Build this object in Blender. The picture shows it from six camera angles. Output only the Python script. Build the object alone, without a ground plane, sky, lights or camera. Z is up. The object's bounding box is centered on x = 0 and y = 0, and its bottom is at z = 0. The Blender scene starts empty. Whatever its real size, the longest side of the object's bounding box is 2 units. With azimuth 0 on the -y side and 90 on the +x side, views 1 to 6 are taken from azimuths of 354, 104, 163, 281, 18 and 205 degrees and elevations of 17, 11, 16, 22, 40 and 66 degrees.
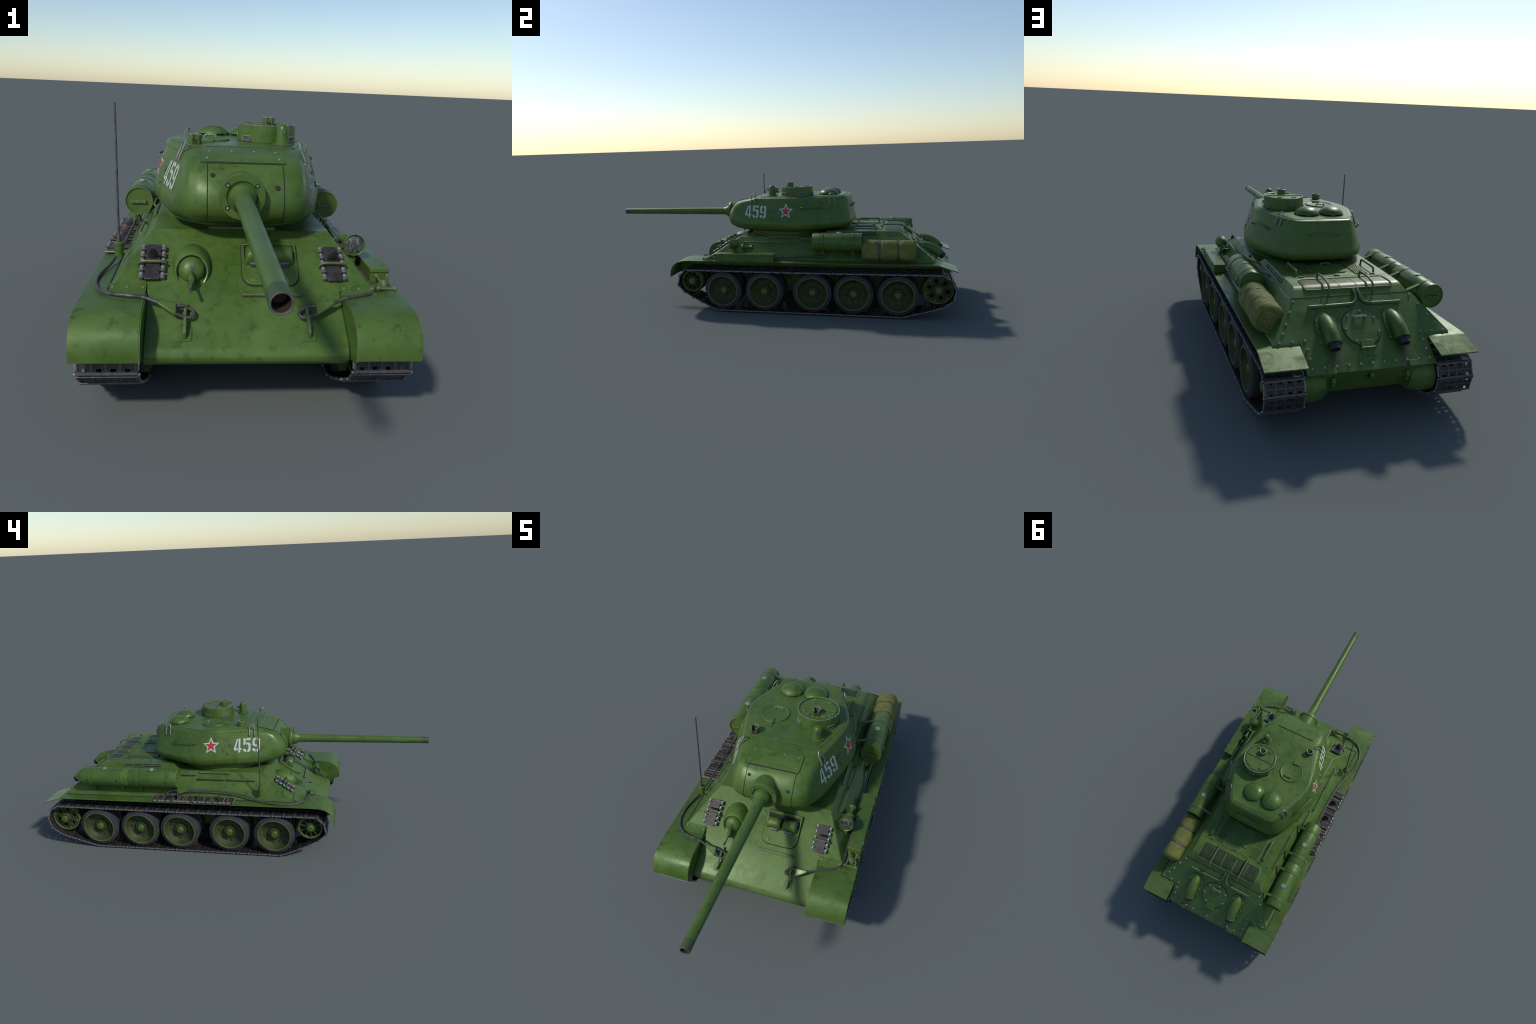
"""Soviet medium tank with a long gun: built part by part from profiles, lathes, sweeps and plates.
Frame: metres, z up, gun points to -y, tank is symmetric about x = 0."""
import bpy, bmesh, math, random
from mathutils import Vector, Matrix
from mathutils.bvhtree import BVHTree

R = random.Random(34)
V = Vector
PI = math.pi

# ------------------------------------------------------------------ materials
def new_mat(name):
    m = bpy.data.materials.new(name)
    m.use_nodes = True
    nt = m.node_tree
    nt.nodes.clear()
    out = nt.nodes.new('ShaderNodeOutputMaterial')
    b = nt.nodes.new('ShaderNodeBsdfPrincipled')
    nt.links.new(b.outputs[0], out.inputs[0])
    return m, nt, b

def node(nt, kind, **kw):
    n = nt.nodes.new(kind)
    for k, v in kw.items():
        if k.startswith('i_'):
            n.inputs[k[2:].replace('_', ' ')].default_value = v
        else:
            setattr(n, k, v)
    return n

def noise(nt, co, scale, detail=4, rough=0.6, dist=0.0):
    n = node(nt, 'ShaderNodeTexNoise')
    n.inputs['Scale'].default_value = scale
    n.inputs['Detail'].default_value = detail
    n.inputs['Roughness'].default_value = rough
    n.inputs['Distortion'].default_value = dist
    nt.links.new(co, n.inputs['Vector'])
    return n.outputs['Fac']

def ramp(nt, fac, stops):
    r = node(nt, 'ShaderNodeValToRGB')
    e = r.color_ramp.elements
    while len(e) < len(stops):
        e.new(0.5)
    for el, (p, c) in zip(e, stops):
        el.position = p
        el.color = (c, c, c, 1) if isinstance(c, (int, float)) else (*c, 1)
    nt.links.new(fac, r.inputs[0])
    return r.outputs[0]

def mix(nt, fac, a, b, mode='MIX'):
    n = node(nt, 'ShaderNodeMix', data_type='RGBA', blend_type=mode)
    for sock, val in ((n.inputs[0], fac), (n.inputs[6], a), (n.inputs[7], b)):
        if isinstance(val, bpy.types.NodeSocket):
            nt.links.new(val, sock)
        elif isinstance(val, (int, float)):
            sock.default_value = val
        else:
            sock.default_value = (*val, 1)
    return n.outputs[2]

def math_n(nt, op, a, b=0.0):
    n = node(nt, 'ShaderNodeMath', operation=op)
    for sock, val in ((n.inputs[0], a), (n.inputs[1], b)):
        if isinstance(val, bpy.types.NodeSocket):
            nt.links.new(val, sock)
        else:
            sock.default_value = val
    return n.outputs[0]

def edge_mask(nt, radius, lo=0.02, hi=0.25):
    """worn edges: where the rounded (bevel) normal leaves the true normal"""
    bv = node(nt, 'ShaderNodeBevel', samples=4)
    bv.inputs['Radius'].default_value = radius
    g = node(nt, 'ShaderNodeNewGeometry')
    d = node(nt, 'ShaderNodeVectorMath', operation='DOT_PRODUCT')
    nt.links.new(bv.outputs[0], d.inputs[0])
    nt.links.new(g.outputs['Normal'], d.inputs[1])
    inv = math_n(nt, 'SUBTRACT', 1.0, d.outputs['Value'])
    return ramp(nt, inv, [(lo, 0.0), (hi, 1.0)])

def paint(name, base, dark, light, rough=0.36, wear=0.8, wear_col=(0.20, 0.225, 0.12), wear_r=0.0024,
          grime=(0.044, 0.046, 0.019), grime_amt=0.45, bump=0.06):
    m, nt, b = new_mat(name)
    co = node(nt, 'ShaderNodeTexCoord').outputs['Object']
    big = noise(nt, co, 7.0, 5, 0.62, 0.4)
    mid = noise(nt, co, 34.0, 6, 0.7, 0.3)
    fine = noise(nt, co, 240.0, 3, 0.6)
    c = mix(nt, ramp(nt, big, [(0.36, 0.0), (0.66, 1.0)]), base, light)
    c = mix(nt, ramp(nt, mid, [(0.30, 0.75), (0.46, 0.0)]), c, dark)
    # small dark scuffs
    sc = noise(nt, co, 55.0, 8, 0.75, 1.2)
    area = noise(nt, co, 9.0, 2, 0.5)
    scm = math_n(nt, 'MULTIPLY', ramp(nt, sc, [(0.58, 0.0), (0.70, 1.0)]), ramp(nt, area, [(0.47, 0.0), (0.62, 0.8)]))
    c = mix(nt, scm, c, dark)
    c = mix(nt, math_n(nt, 'MULTIPLY', ramp(nt, noise(nt, co, 13.0, 7, 0.75, 0.8), [(0.52, 0.0), (0.72, 1.0)]), grime_amt), c, grime)
    c = mix(nt, math_n(nt, 'MULTIPLY', ramp(nt, fine, [(0.35, 0.0), (0.75, 1.0)]), 0.14), c, light)
    if wear > 0:
        em = edge_mask(nt, wear_r)
        brk = ramp(nt, noise(nt, co, 90.0, 4, 0.7), [(0.40, 0.15), (0.60, 1.0)])
        c = mix(nt, math_n(nt, 'MULTIPLY', math_n(nt, 'MULTIPLY', em, brk), wear), c, wear_col)
    nt.links.new(c, b.inputs['Base Color'])
    rr = ramp(nt, math_n(nt, 'ADD', math_n(nt, 'MULTIPLY', big, 0.6), math_n(nt, 'MULTIPLY', mid, 0.4)),
              [(0.36, max(rough - 0.08, 0.05)), (0.62, rough + 0.22)])
    nt.links.new(rr, b.inputs['Roughness'])
    b.inputs['Specular IOR Level'].default_value = 0.55
    b.inputs['Specular Tint'].default_value = (0.80, 1.0, 0.66, 1)
    bp = node(nt, 'ShaderNodeBump')
    bp.inputs['Strength'].default_value = bump
    bp.inputs['Distance'].default_value = 0.004
    nt.links.new(mid, bp.inputs['Height'])
    nt.links.new(bp.outputs[0], b.inputs['Normal'])
    return m

def simple(name, c1, c2, rough=0.5, metal=0.0, scale=40.0, wear=0.0, wear_col=(0.4, 0.38, 0.37), bump=0.0, wear_r=0.002, rough2=None):
    m, nt, b = new_mat(name)
    co = node(nt, 'ShaderNodeTexCoord').outputs['Object']
    n = noise(nt, co, scale, 6, 0.7, 0.4)
    c = mix(nt, ramp(nt, n, [(0.35, 0.0), (0.65, 1.0)]), c1, c2)
    if wear > 0:
        em = edge_mask(nt, wear_r)
        c = mix(nt, math_n(nt, 'MULTIPLY', em, wear), c, wear_col)
    nt.links.new(c, b.inputs['Base Color'])
    b.inputs['Roughness'].default_value = rough
    b.inputs['Metallic'].default_value = metal
    if bump > 0:
        bp = node(nt, 'ShaderNodeBump')
        bp.inputs['Strength'].default_value = bump
        bp.inputs['Distance'].default_value = 0.003
        nt.links.new(n, bp.inputs['Height'])
        nt.links.new(bp.outputs[0], b.inputs['Normal'])
    return m

G_BASE, G_DARK, G_LIGHT = (0.056, 0.109, 0.0185), (0.021, 0.042, 0.010), (0.083, 0.142, 0.029)
GREEN = paint('green_paint', G_BASE, G_DARK, G_LIGHT)
def soot_below_pipes(m):
    nt = m.node_tree
    b = [n for n in nt.nodes if n.type == 'BSDF_PRINCIPLED'][0]
    src = b.inputs['Base Color'].links[0].from_socket
    co = node(nt, 'ShaderNodeTexCoord').outputs['Object']
    xyz = node(nt, 'ShaderNodeSeparateXYZ'); nt.links.new(co, xyz.inputs[0])
    ax_ = math_n(nt, 'ABSOLUTE', math_n(nt, 'SUBTRACT', math_n(nt, 'ABSOLUTE', xyz.outputs[0]), 0.131))
    wob = math_n(nt, 'ADD', ax_, math_n(nt, 'MULTIPLY', noise(nt, co, 30, 5, 0.6), 0.02))
    mx = ramp(nt, wob, [(0.012, 1.0), (0.046, 0.0)])
    mz = ramp(nt, xyz.outputs[2], [(0.222, 0.75), (0.262, 0.60), (0.300, 0.0)])
    nt.links.new(mix(nt, math_n(nt, 'MULTIPLY', mx, mz), src, (0.030, 0.028, 0.020)), b.inputs['Base Color'])
    return m
GREEN_SOOT = soot_below_pipes(paint('sooted_green_paint', G_BASE, G_DARK, G_LIGHT))
GREEN_DUST_SHADE = paint('dusty_shaded_green_paint', (0.029, 0.037, 0.013), (0.017, 0.018, 0.009), (0.046, 0.054, 0.020), rough=0.6, wear=0.0, grime=(0.045, 0.036, 0.022), grime_amt=0.6)  # partly mud, partly the shade of the wheel dish put into the colour
GREEN_RIM = paint('worn_rim_paint', (0.060, 0.096, 0.022), (0.034, 0.048, 0.015), (0.105, 0.145, 0.046), rough=0.45, wear=0.6)
GREEN_SHEEN = paint('sheen_green_paint', (0.080, 0.140, 0.030), (0.045, 0.080, 0.020), (0.125, 0.185, 0.058), rough=0.22, wear=0.5, grime_amt=0.25)  # paler green: the sky's reflection on the rear flap painted as colour
WORN_BAR = paint('worn_handrail_paint', (0.056, 0.088, 0.024), (0.030, 0.045, 0.014), (0.120, 0.145, 0.070), rough=0.38, wear=0.5, wear_col=(0.22, 0.24, 0.16), grime_amt=0.2)
HOOK_STEEL = simple('lifting_hook_steel', (0.13, 0.15, 0.11), (0.32, 0.34, 0.29), rough=0.4, metal=0.3, scale=120)
DARK_GREEN = paint('muzzle_sooted_paint', (0.035, 0.06, 0.022), (0.018, 0.026, 0.014), (0.06, 0.09, 0.04), rough=0.45, wear=0.4)
RUBBER = simple('tyre_rubber', (0.020, 0.021, 0.026), (0.038, 0.037, 0.041), rough=0.75, scale=25, bump=0.1)
STEEL = simple('track_steel', (0.026, 0.025, 0.028), (0.075, 0.062, 0.058), rough=0.42, metal=0.35, scale=45, wear=0.7, wear_col=(0.32, 0.31, 0.31), bump=0.25, wear_r=0.0016)
CLEAT = simple('worn_track_cleat', (0.045, 0.044, 0.050), (0.115, 0.110, 0.118), rough=0.42, metal=0.35, scale=120)
STEEL_RUST_SHADE = simple('muddy_shaded_track_steel', (0.015, 0.0145, 0.016), (0.040, 0.032, 0.028), rough=0.5, metal=0.25, scale=50, wear=0.6, wear_col=(0.20, 0.19, 0.19), bump=0.3, wear_r=0.0018)  # brownish steel, with the shade under the fenders darkened into it
PIN = simple('track_pin_steel', (0.13, 0.125, 0.13), (0.30, 0.29, 0.30), rough=0.35, metal=0.4, scale=200)
CABLE = simple('wire_rope', (0.045, 0.042, 0.045), (0.13, 0.12, 0.125), rough=0.5, metal=0.4, scale=60, bump=0.3)
BARE = simple('bare_steel', (0.10, 0.10, 0.10), (0.24, 0.24, 0.25), rough=0.4, metal=0.5, scale=90)
BOLT = simple('bolt_steel', (0.16, 0.17, 0.14), (0.40, 0.39, 0.34), rough=0.45, metal=0.2, scale=14)
GRIP = simple('rubbed_grip_steel', (0.10, 0.125, 0.085), (0.28, 0.30, 0.25), rough=0.4, metal=0.2, scale=110)
BLACK = simple('exhaust_pipe_black', (0.012, 0.012, 0.015), (0.030, 0.027, 0.027), rough=0.55, scale=60, wear=0.4, wear_col=(0.12, 0.10, 0.09))
DARK = simple('gap_shade_black', (0.008, 0.009, 0.008), (0.014, 0.014, 0.012), rough=0.8)  # near-black fill: the shade of slots, recesses and gaps as colour
SEAM = simple('seam_grime', (0.020, 0.022, 0.012), (0.045, 0.036, 0.020), rough=0.8, scale=80)
BORE = simple('rusty_bore', (0.030, 0.017, 0.012), (0.075, 0.038, 0.026), rough=0.6, scale=40)
GLASS = simple('vision_glass', (0.03, 0.04, 0.055), (0.10, 0.13, 0.17), rough=0.12, scale=60)
def worn_marking(name, c1, c2):
    """stencilled paint, chipped through to the green below"""
    m = simple(name, c1, c2, rough=0.5, scale=120)
    nt = m.node_tree
    b = [n for n in nt.nodes if n.type == 'BSDF_PRINCIPLED'][0]
    src = b.inputs['Base Color'].links[0].from_socket
    co = node(nt, 'ShaderNodeTexCoord').outputs['Object']
    chip = ramp(nt, noise(nt, co, 150, 6, 0.75, 0.5), [(0.56, 0.0), (0.66, 0.65)])
    nt.links.new(mix(nt, chip, src, G_BASE), b.inputs['Base Color'])
    return m
WHITE = worn_marking('white_marking_paint', (0.42, 0.50, 0.46), (0.58, 0.64, 0.60))
RED = worn_marking('red_marking_paint', (0.38, 0.020, 0.022), (0.52, 0.030, 0.032))
STRAP = simple('leather_strap', (0.055, 0.035, 0.022), (0.10, 0.068, 0.045), rough=0.65, scale=70)
TIE = simple('webbing_strap', (0.075, 0.052, 0.028), (0.12, 0.085, 0.048), rough=0.8, scale=90)
LENS_MAT, _nt, _b = new_mat('headlamp_lens')
_co = node(_nt, 'ShaderNodeTexCoord').outputs['Object']
_mp = node(_nt, 'ShaderNodeMapping'); _mp.inputs['Scale'].default_value = (1, 1, 0.45)
_nt.links.new(_co, _mp.inputs['Vector'])
_vo = node(_nt, 'ShaderNodeTexVoronoi'); _vo.inputs['Scale'].default_value = 210
_nt.links.new(_mp.outputs[0], _vo.inputs['Vector'])
_nt.links.new(ramp(_nt, _vo.outputs['Color'], [(0.2, (0.05, 0.055, 0.05)), (0.75, (0.20, 0.21, 0.20))]), _b.inputs['Base Color'])
_b.inputs['Roughness'].default_value = 0.15
_b.inputs['Metallic'].default_value = 0.5

# canvas: weave, faded patches
CANVAS, _nt, _b = new_mat('olive_canvas')
_co = node(_nt, 'ShaderNodeTexCoord').outputs['Object']
_mp = node(_nt, 'ShaderNodeMapping'); _mp.inputs['Scale'].default_value = (3, 1, 3)
_nt.links.new(_co, _mp.inputs['Vector'])
_n = noise(_nt, _mp.outputs[0], 12, 6, 0.65, 0.6)
_c = mix(_nt, ramp(_nt, _n, [(0.32, 0.0), (0.68, 1.0)]), (0.092, 0.108, 0.020), (0.165, 0.178, 0.040))
_c = mix(_nt, ramp(_nt, noise(_nt, _co, 22, 6, 0.7, 1.0), [(0.55, 0.0), (0.75, 0.5)]), _c, (0.055, 0.06, 0.012))
_nt.links.new(_c, _b.inputs['Base Color'])
_b.inputs['Roughness'].default_value = 0.85
_bp = node(_nt, 'ShaderNodeBump'); _bp.inputs['Strength'].default_value = 0.35; _bp.inputs['Distance'].default_value = 0.004
_nt.links.new(noise(_nt, _mp.outputs[0], 45, 5, 0.6, 0.8), _bp.inputs['Height'])
_nt.links.new(_bp.outputs[0], _b.inputs['Normal'])

# engine-grille wire mesh
MESHMAT, _nt, _b = new_mat('grille_wire_mesh')
_co = node(_nt, 'ShaderNodeTexCoord').outputs['Object']
_mp = node(_nt, 'ShaderNodeMapping'); _mp.inputs['Rotation'].default_value = (0, 0, PI / 4)
_nt.links.new(_co, _mp.inputs['Vector'])
_w1 = node(_nt, 'ShaderNodeTexChecker'); _w1.inputs['Scale'].default_value = 330
_nt.links.new(_mp.outputs[0], _w1.inputs['Vector'])
_c = mix(_nt, _w1.outputs['Fac'], (0.024, 0.042, 0.012), (0.062, 0.094, 0.030))
_c = mix(_nt, ramp(_nt, noise(_nt, _co, 26, 5, 0.6), [(0.42, 0.0), (0.68, 0.7)]), _c, (0.020, 0.026, 0.012))
_st = node(_nt, 'ShaderNodeMapping'); _st.inputs['Scale'].default_value = (1, 0.05, 0.05)
_nt.links.new(_co, _st.inputs['Vector'])
_c = mix(_nt, ramp(_nt, noise(_nt, _st.outputs[0], 130, 3, 0.6), [(0.48, 0.0), (0.62, 0.45)]), _c, (0.018, 0.022, 0.012))
_nt.links.new(_c, _b.inputs['Base Color'])
_b.inputs['Roughness'].default_value = 0.42
_b.inputs['Metallic'].default_value = 0.25

# ------------------------------------------------------------------ mesh builder
class M:
    """collects simple solids into one mesh"""
    def __init__(self):
        self.v, self.f = [], []

    def add(self, vs, fs):
        o = len(self.v)
        self.v += [V(p) for p in vs]
        self.f += [tuple(i + o for i in f) for f in fs]
        return self

    def box(self, c, s, rot=None):
        c, hx, hy, hz = V(c), s[0] / 2, s[1] / 2, s[2] / 2
        vs = [V((x * hx, y * hy, z * hz)) for x in (-1, 1) for y in (-1, 1) for z in (-1, 1)]
        if rot is not None:
            vs = [rot @ p for p in vs]
        return self.add([c + p for p in vs], [(0, 1, 3, 2), (4, 6, 7, 5), (0, 4, 5, 1), (2, 3, 7, 6), (0, 2, 6, 4), (1, 5, 7, 3)])

    def lathe(self, origin, axis, prof, seg=32, ref=None):
        """prof: (distance along axis, radius) list; radius 0 closes to a point"""
        o, a = V(origin), V(axis).normalized()
        r = V(ref) if ref else (V((0, 0, 1)) if abs(a.z) < 0.9 else V((1, 0, 0)))
        u = (r - a * r.dot(a)).normalized()
        w = a.cross(u)
        rings, vs, fs = [], [], []
        for d, rad in prof:
            if rad <= 1e-6:
                rings.append([len(vs)]); vs.append(o + a * d)
            else:
                rings.append(list(range(len(vs), len(vs) + seg)))
                vs += [o + a * d + (u * math.cos(2 * PI * i / seg) + w * math.sin(2 * PI * i / seg)) * rad for i in range(seg)]
        for A, B in zip(rings, rings[1:]):
            for i in range(seg):
                j = (i + 1) % seg
                if len(A) == 1 and len(B) == 1: continue
                if len(A) == 1: fs.append((A[0], B[j], B[i]))
                elif len(B) == 1: fs.append((A[i], A[j], B[0]))
                else: fs.append((A[i], A[j], B[j], B[i]))
        return self.add(vs, fs)

    def cyl(self, p0, p1, r0, r1=None, seg=24):
        p0, p1 = V(p0), V(p1)
        L = (p1 - p0).length
        r1 = r0 if r1 is None else r1
        return self.lathe(p0, p1 - p0, [(0, 0), (0, r0), (L, r1), (L, 0)], seg)

    def sphere(self, c, r, seg=16, squash=1.0, axis=(0, 0, 1)):
        n = seg // 2
        return self.lathe(c, axis, [(-r * squash * math.cos(PI * i / n), r * math.sin(PI * i / n) if 0 < i < n else 0) for i in range(n + 1)], seg)

    def tube(self, pts, r, seg=10, closed=False, r1=None):
        pts = [V(p) for p in pts]
        n = len(pts)
        tang = []
        for i in range(n):
            a = pts[(i - 1) % n] if closed or i else pts[0]
            b = pts[(i + 1) % n] if closed or i < n - 1 else pts[-1]
            tang.append((b - a).normalized())
        ref = V((0, 0, 1)) if abs(tang[0].z) < 0.9 else V((1, 0, 0))
        u = (ref - tang[0] * ref.dot(tang[0])).normalized()
        vs, fs = [], []
        for i, (p, t) in enumerate(zip(pts, tang)):
            u = (u - t * u.dot(t)).normalized()
            w = t.cross(u)
            rr = r if r1 is None else r + (r1 - r) * i / (n - 1)
            vs += [p + (u * math.cos(2 * PI * k / seg) + w * math.sin(2 * PI * k / seg)) * rr for k in range(seg)]
        m = n if closed else n - 1
        for i in range(m):
            a, b = i * seg, ((i + 1) % n) * seg
            for k in range(seg):
                l = (k + 1) % seg
                fs.append((a + k, a + l, b + l, b + k))
        if not closed:
            fs.append(tuple(reversed(range(seg))))
            fs.append(tuple(range((n - 1) * seg, n * seg)))
        return self.add(vs, fs)

    def prism(self, poly, to3, depth):
        """poly: 2D outline, to3(a, b, h): maps to 3D, h from 0 to depth"""
        n = len(poly)
        vs = [to3(a, b, 0) for a, b in poly] + [to3(a, b, depth) for a, b in poly]
        fs = [tuple(reversed(range(n))), tuple(range(n, 2 * n))]
        fs += [(i, (i + 1) % n, n + (i + 1) % n, n + i) for i in range(n)]
        return self.add(vs, fs)

    def sheet(self, rows, thick):
        """rows: grid of points; closed slab of given thickness below the grid normal"""
        nr, nc = len(rows), len(rows[0])
        vs = [V(p) for row in rows for p in row]
        nor = []
        for i in range(nr):
            for j in range(nc):
                du = V(rows[min(i + 1, nr - 1)][j]) - V(rows[max(i - 1, 0)][j])
                dv = V(rows[i][min(j + 1, nc - 1)]) - V(rows[i][max(j - 1, 0)])
                nor.append(du.cross(dv).normalized())
        top = len(vs)
        vs += [p - n * thick for p, n in zip(vs, nor)]
        fs = []
        idx = lambda i, j: i * nc + j
        for i in range(nr - 1):
            for j in range(nc - 1):
                q = (idx(i, j), idx(i + 1, j), idx(i + 1, j + 1), idx(i, j + 1))
                fs += [q, tuple(k + top for k in reversed(q))]
        border = [idx(i, 0) for i in range(nr)] + [idx(nr - 1, j) for j in range(1, nc)] + \
                 [idx(i, nc - 1) for i in range(nr - 2, -1, -1)] + [idx(0, j) for j in range(nc - 2, 0, -1)]
        for a, b in zip(border, border[1:] + border[:1]):
            fs.append((b, a, a + top, b + top))
        return self.add(vs, fs)

    def mirror(self):
        n = M()
        n.v = [V((-p.x, p.y, p.z)) for p in self.v]
        n.f = [tuple(reversed(f)) for f in self.f]
        return n

    def join(self, other):
        return self.add(other.v, other.f)

    def mesh(self, name, mat, angle=35, flip_fix=True):
        me = bpy.data.meshes.new(name)
        me.from_pydata([tuple(p) for p in self.v], [], self.f)
        bm = bmesh.new(); bm.from_mesh(me)
        if flip_fix:
            bmesh.ops.recalc_face_normals(bm, faces=bm.faces)
        bm.to_mesh(me); bm.free()
        for p in me.polygons: p.use_smooth = True
        me.set_sharp_from_angle(angle=math.radians(angle))
        me.materials.append(mat)
        me.update()
        return me

COL = bpy.context.scene.collection
def obj(name, me, parent=None, mat=None, bevel=0.0, loc=None, angle=35, seg=2):
    if isinstance(me, M):
        me = me.mesh(name, mat, angle)
    o = bpy.data.objects.new(name, me)
    COL.objects.link(o)
    if parent is not None: o.parent = parent
    if loc is not None: o.location = loc
    if bevel > 0:
        b = o.modifiers.new('edge_bevel', 'BEVEL')
        b.width = bevel; b.segments = seg; b.limit_method = 'ANGLE'; b.angle_limit = math.radians(30)
        b.harden_normals = False
    return o

def catmull(pts, per=6, closed=False):
    pts = [V(p) for p in pts]
    n = len(pts); out = []
    rng = range(n) if closed else range(n - 1)
    for i in rng:
        p1, p2 = pts[i], pts[(i + 1) % n]
        p0 = pts[i - 1] if (closed or i > 0) else p1 * 2 - p2
        p3 = pts[(i + 2) % n] if (closed or i + 2 < n) else p2 * 2 - p1
        for k in range(per):
            t = k / per
            out.append(0.5 * ((2 * p1) + (p2 - p0) * t + (2 * p0 - 5 * p1 + 4 * p2 - p3) * t * t + (3 * p1 - p0 - 3 * p2 + p3) * t ** 3))
    if not closed: out.append(pts[-1])
    return out

def lerp_tab(tab, x):
    if x <= tab[0][0]: return tab[0][1]
    for (a, b), (c, d) in zip(tab, tab[1:]):
        if x <= c: return b + (d - b) * (x - a) / (c - a)
    return tab[-1][1]

def round_poly(poly, rads, seg=6):
    out, n = [], len(poly)
    for i, p in enumerate(poly):
        r = rads[i] if isinstance(rads, (list, tuple)) else rads
        p = V(p); a = V(poly[i - 1]) - p; b = V(poly[(i + 1) % n]) - p
        if r <= 0:
            out.append((p.x, p.y)); continue
        ang = a.angle(b); d = min(r / math.tan(ang / 2), a.length * .49, b.length * .49)
        q0, q1 = p + a.normalized() * d, p + b.normalized() * d
        for k in range(seg + 1):
            t = k / seg
            q = q0 * (1 - t) ** 2 + p * 2 * t * (1 - t) + q1 * t * t
            out.append((q.x, q.y))
    return out

def rail(m, p0, p1, out, r, corner=0.25, seg=8):
    """bar held off a surface by two bent legs"""
    p0, p1, out = V(p0), V(p1), V(out)
    a, b = p0 + out, p1 + out
    d = (p1 - p0).normalized()
    c = out.length * 0.7
    pts = [p0 - out * 0.25, p0 + out * 0.3]
    for k in range(5):
        t = k / 4; pts.append((p0 + out * 0.3) * (1 - t) ** 2 + a * 2 * t * (1 - t) + (a + d * c) * t * t)
    for k in range(5):
        t = k / 4; pts.append((b - d * c) * (1 - t) ** 2 + b * 2 * t * (1 - t) + (p1 + out * 0.3) * t * t)
    pts.append(p1 - out * 0.25)
    cl = [pts[0]]
    for p in pts[1:]:
        if (p - cl[-1]).length > 1e-5: cl.append(p)
    return m.tube(cl, r, seg)

# ------------------------------------------------------------------ root
TANK = bpy.data.objects.new('battle_tank', None)
COL.objects.link(TANK)
TANK['label'] = 'green medium battle tank with long gun and red stars'
TANK['category'] = 'tank'

# shared key planes -------------------------------------------------
Z_SP, Z_RF = 0.286, 0.400              # sponson floor, hull roof
X_LO, X_SP, X_RF = 0.2408, 0.337, 0.240  # lower hull, sponson edge, roof edge
GY, GZ, GS = -0.170, 0.400, 0.654      # glacis top edge and slope
def gl(y): return GZ + GS * (y - GY)
G_UP = V((0, 1, GS)).normalized(); G_N = V((0, -GS, 1)).normalized()
def on_glacis(x, y, h=0.0): return V((x, y, gl(y))) + G_N * h
RY, RZ = 0.748, 0.402
RD = V((0, 0.232, -0.184)).normalized(); RN = V((0, 0.184, 0.232)).normalized()
def on_rear(x, y, h=0.0):
    t = (y - RY) / RD.y
    return V((x, RY, RZ)) + RD * t + RN * h
def side_x(z): return X_SP - (z - Z_SP) * (X_SP - X_RF) / (Z_RF - Z_SP)
SIDE_N = V((Z_RF - Z_SP, 0, X_SP - X_RF)).normalized()

# ------------------------------------------------------------------ hull
def build_hull():
    yg = GY - (GZ - Z_SP) / GS
    yr = RY + (RZ - Z_SP) * 0.232 / 0.184
    yt = RY + (RZ - Z_RF) * 0.232 / 0.184
    nose = [(-0.479, gl(-0.479)), (-0.487, 0.188), (-0.491, 0.177), (-0.489, 0.166), (-0.480, 0.156)]
    belly = [(-0.468, 0.1500), (-0.300, 0.0945), (-0.285, 0.092), (0.880, 0.093), (0.899, 0.101)]
    rear = [(0.966, 0.205), (0.972, RZ - (0.972 - RY) * 0.184 / 0.232 - 0.002)]
    low = nose + belly + rear
    v, f = [], []
    def put(x, y, z):
        v.append((x, y, z)); return len(v) - 1
    L = {}
    for s in (-1, 1):
        L[s] = dict(low=[put(s * X_LO, y, z) for y, z in low], fi=put(s * X_LO, yg, Z_SP), fo=put(s * X_SP, yg, Z_SP),
                    ft=put(s * X_RF, GY, Z_RF), rt=put(s * X_RF, yt, Z_RF), ro=put(s * X_SP, yr, Z_SP), ri=put(s * X_LO, yr, Z_SP))
    a, b = L[-1], L[1]
    f.append((a['low'][0], b['low'][0], b['fi'], b['fo'], b['ft'], a['ft'], a['fo'], a['fi']))
    f.append((a['ft'], b['ft'], b['rt'], a['rt']))
    f.append((b['low'][-1], a['low'][-1], a['ri'], a['ro'], a['rt'], b['rt'], b['ro'], b['ri']))
    for i in range(len(low) - 1):
        f.append((a['low'][i], a['low'][i + 1], b['low'][i + 1], b['low'][i]))
    for q in (a, b):
        f.append((q['fo'], q['ro'], q['rt'], q['ft']))
        f.append((q['fi'], q['ri'], q['ro'], q['fo']))
        f.append(tuple([q['fi']] + q['low'] + [q['ri']]))
    m = M(); m.add(v, f)
    return obj('hull', m, TANK, GREEN, bevel=0.003, angle=30)
HULL = build_hull()

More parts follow.
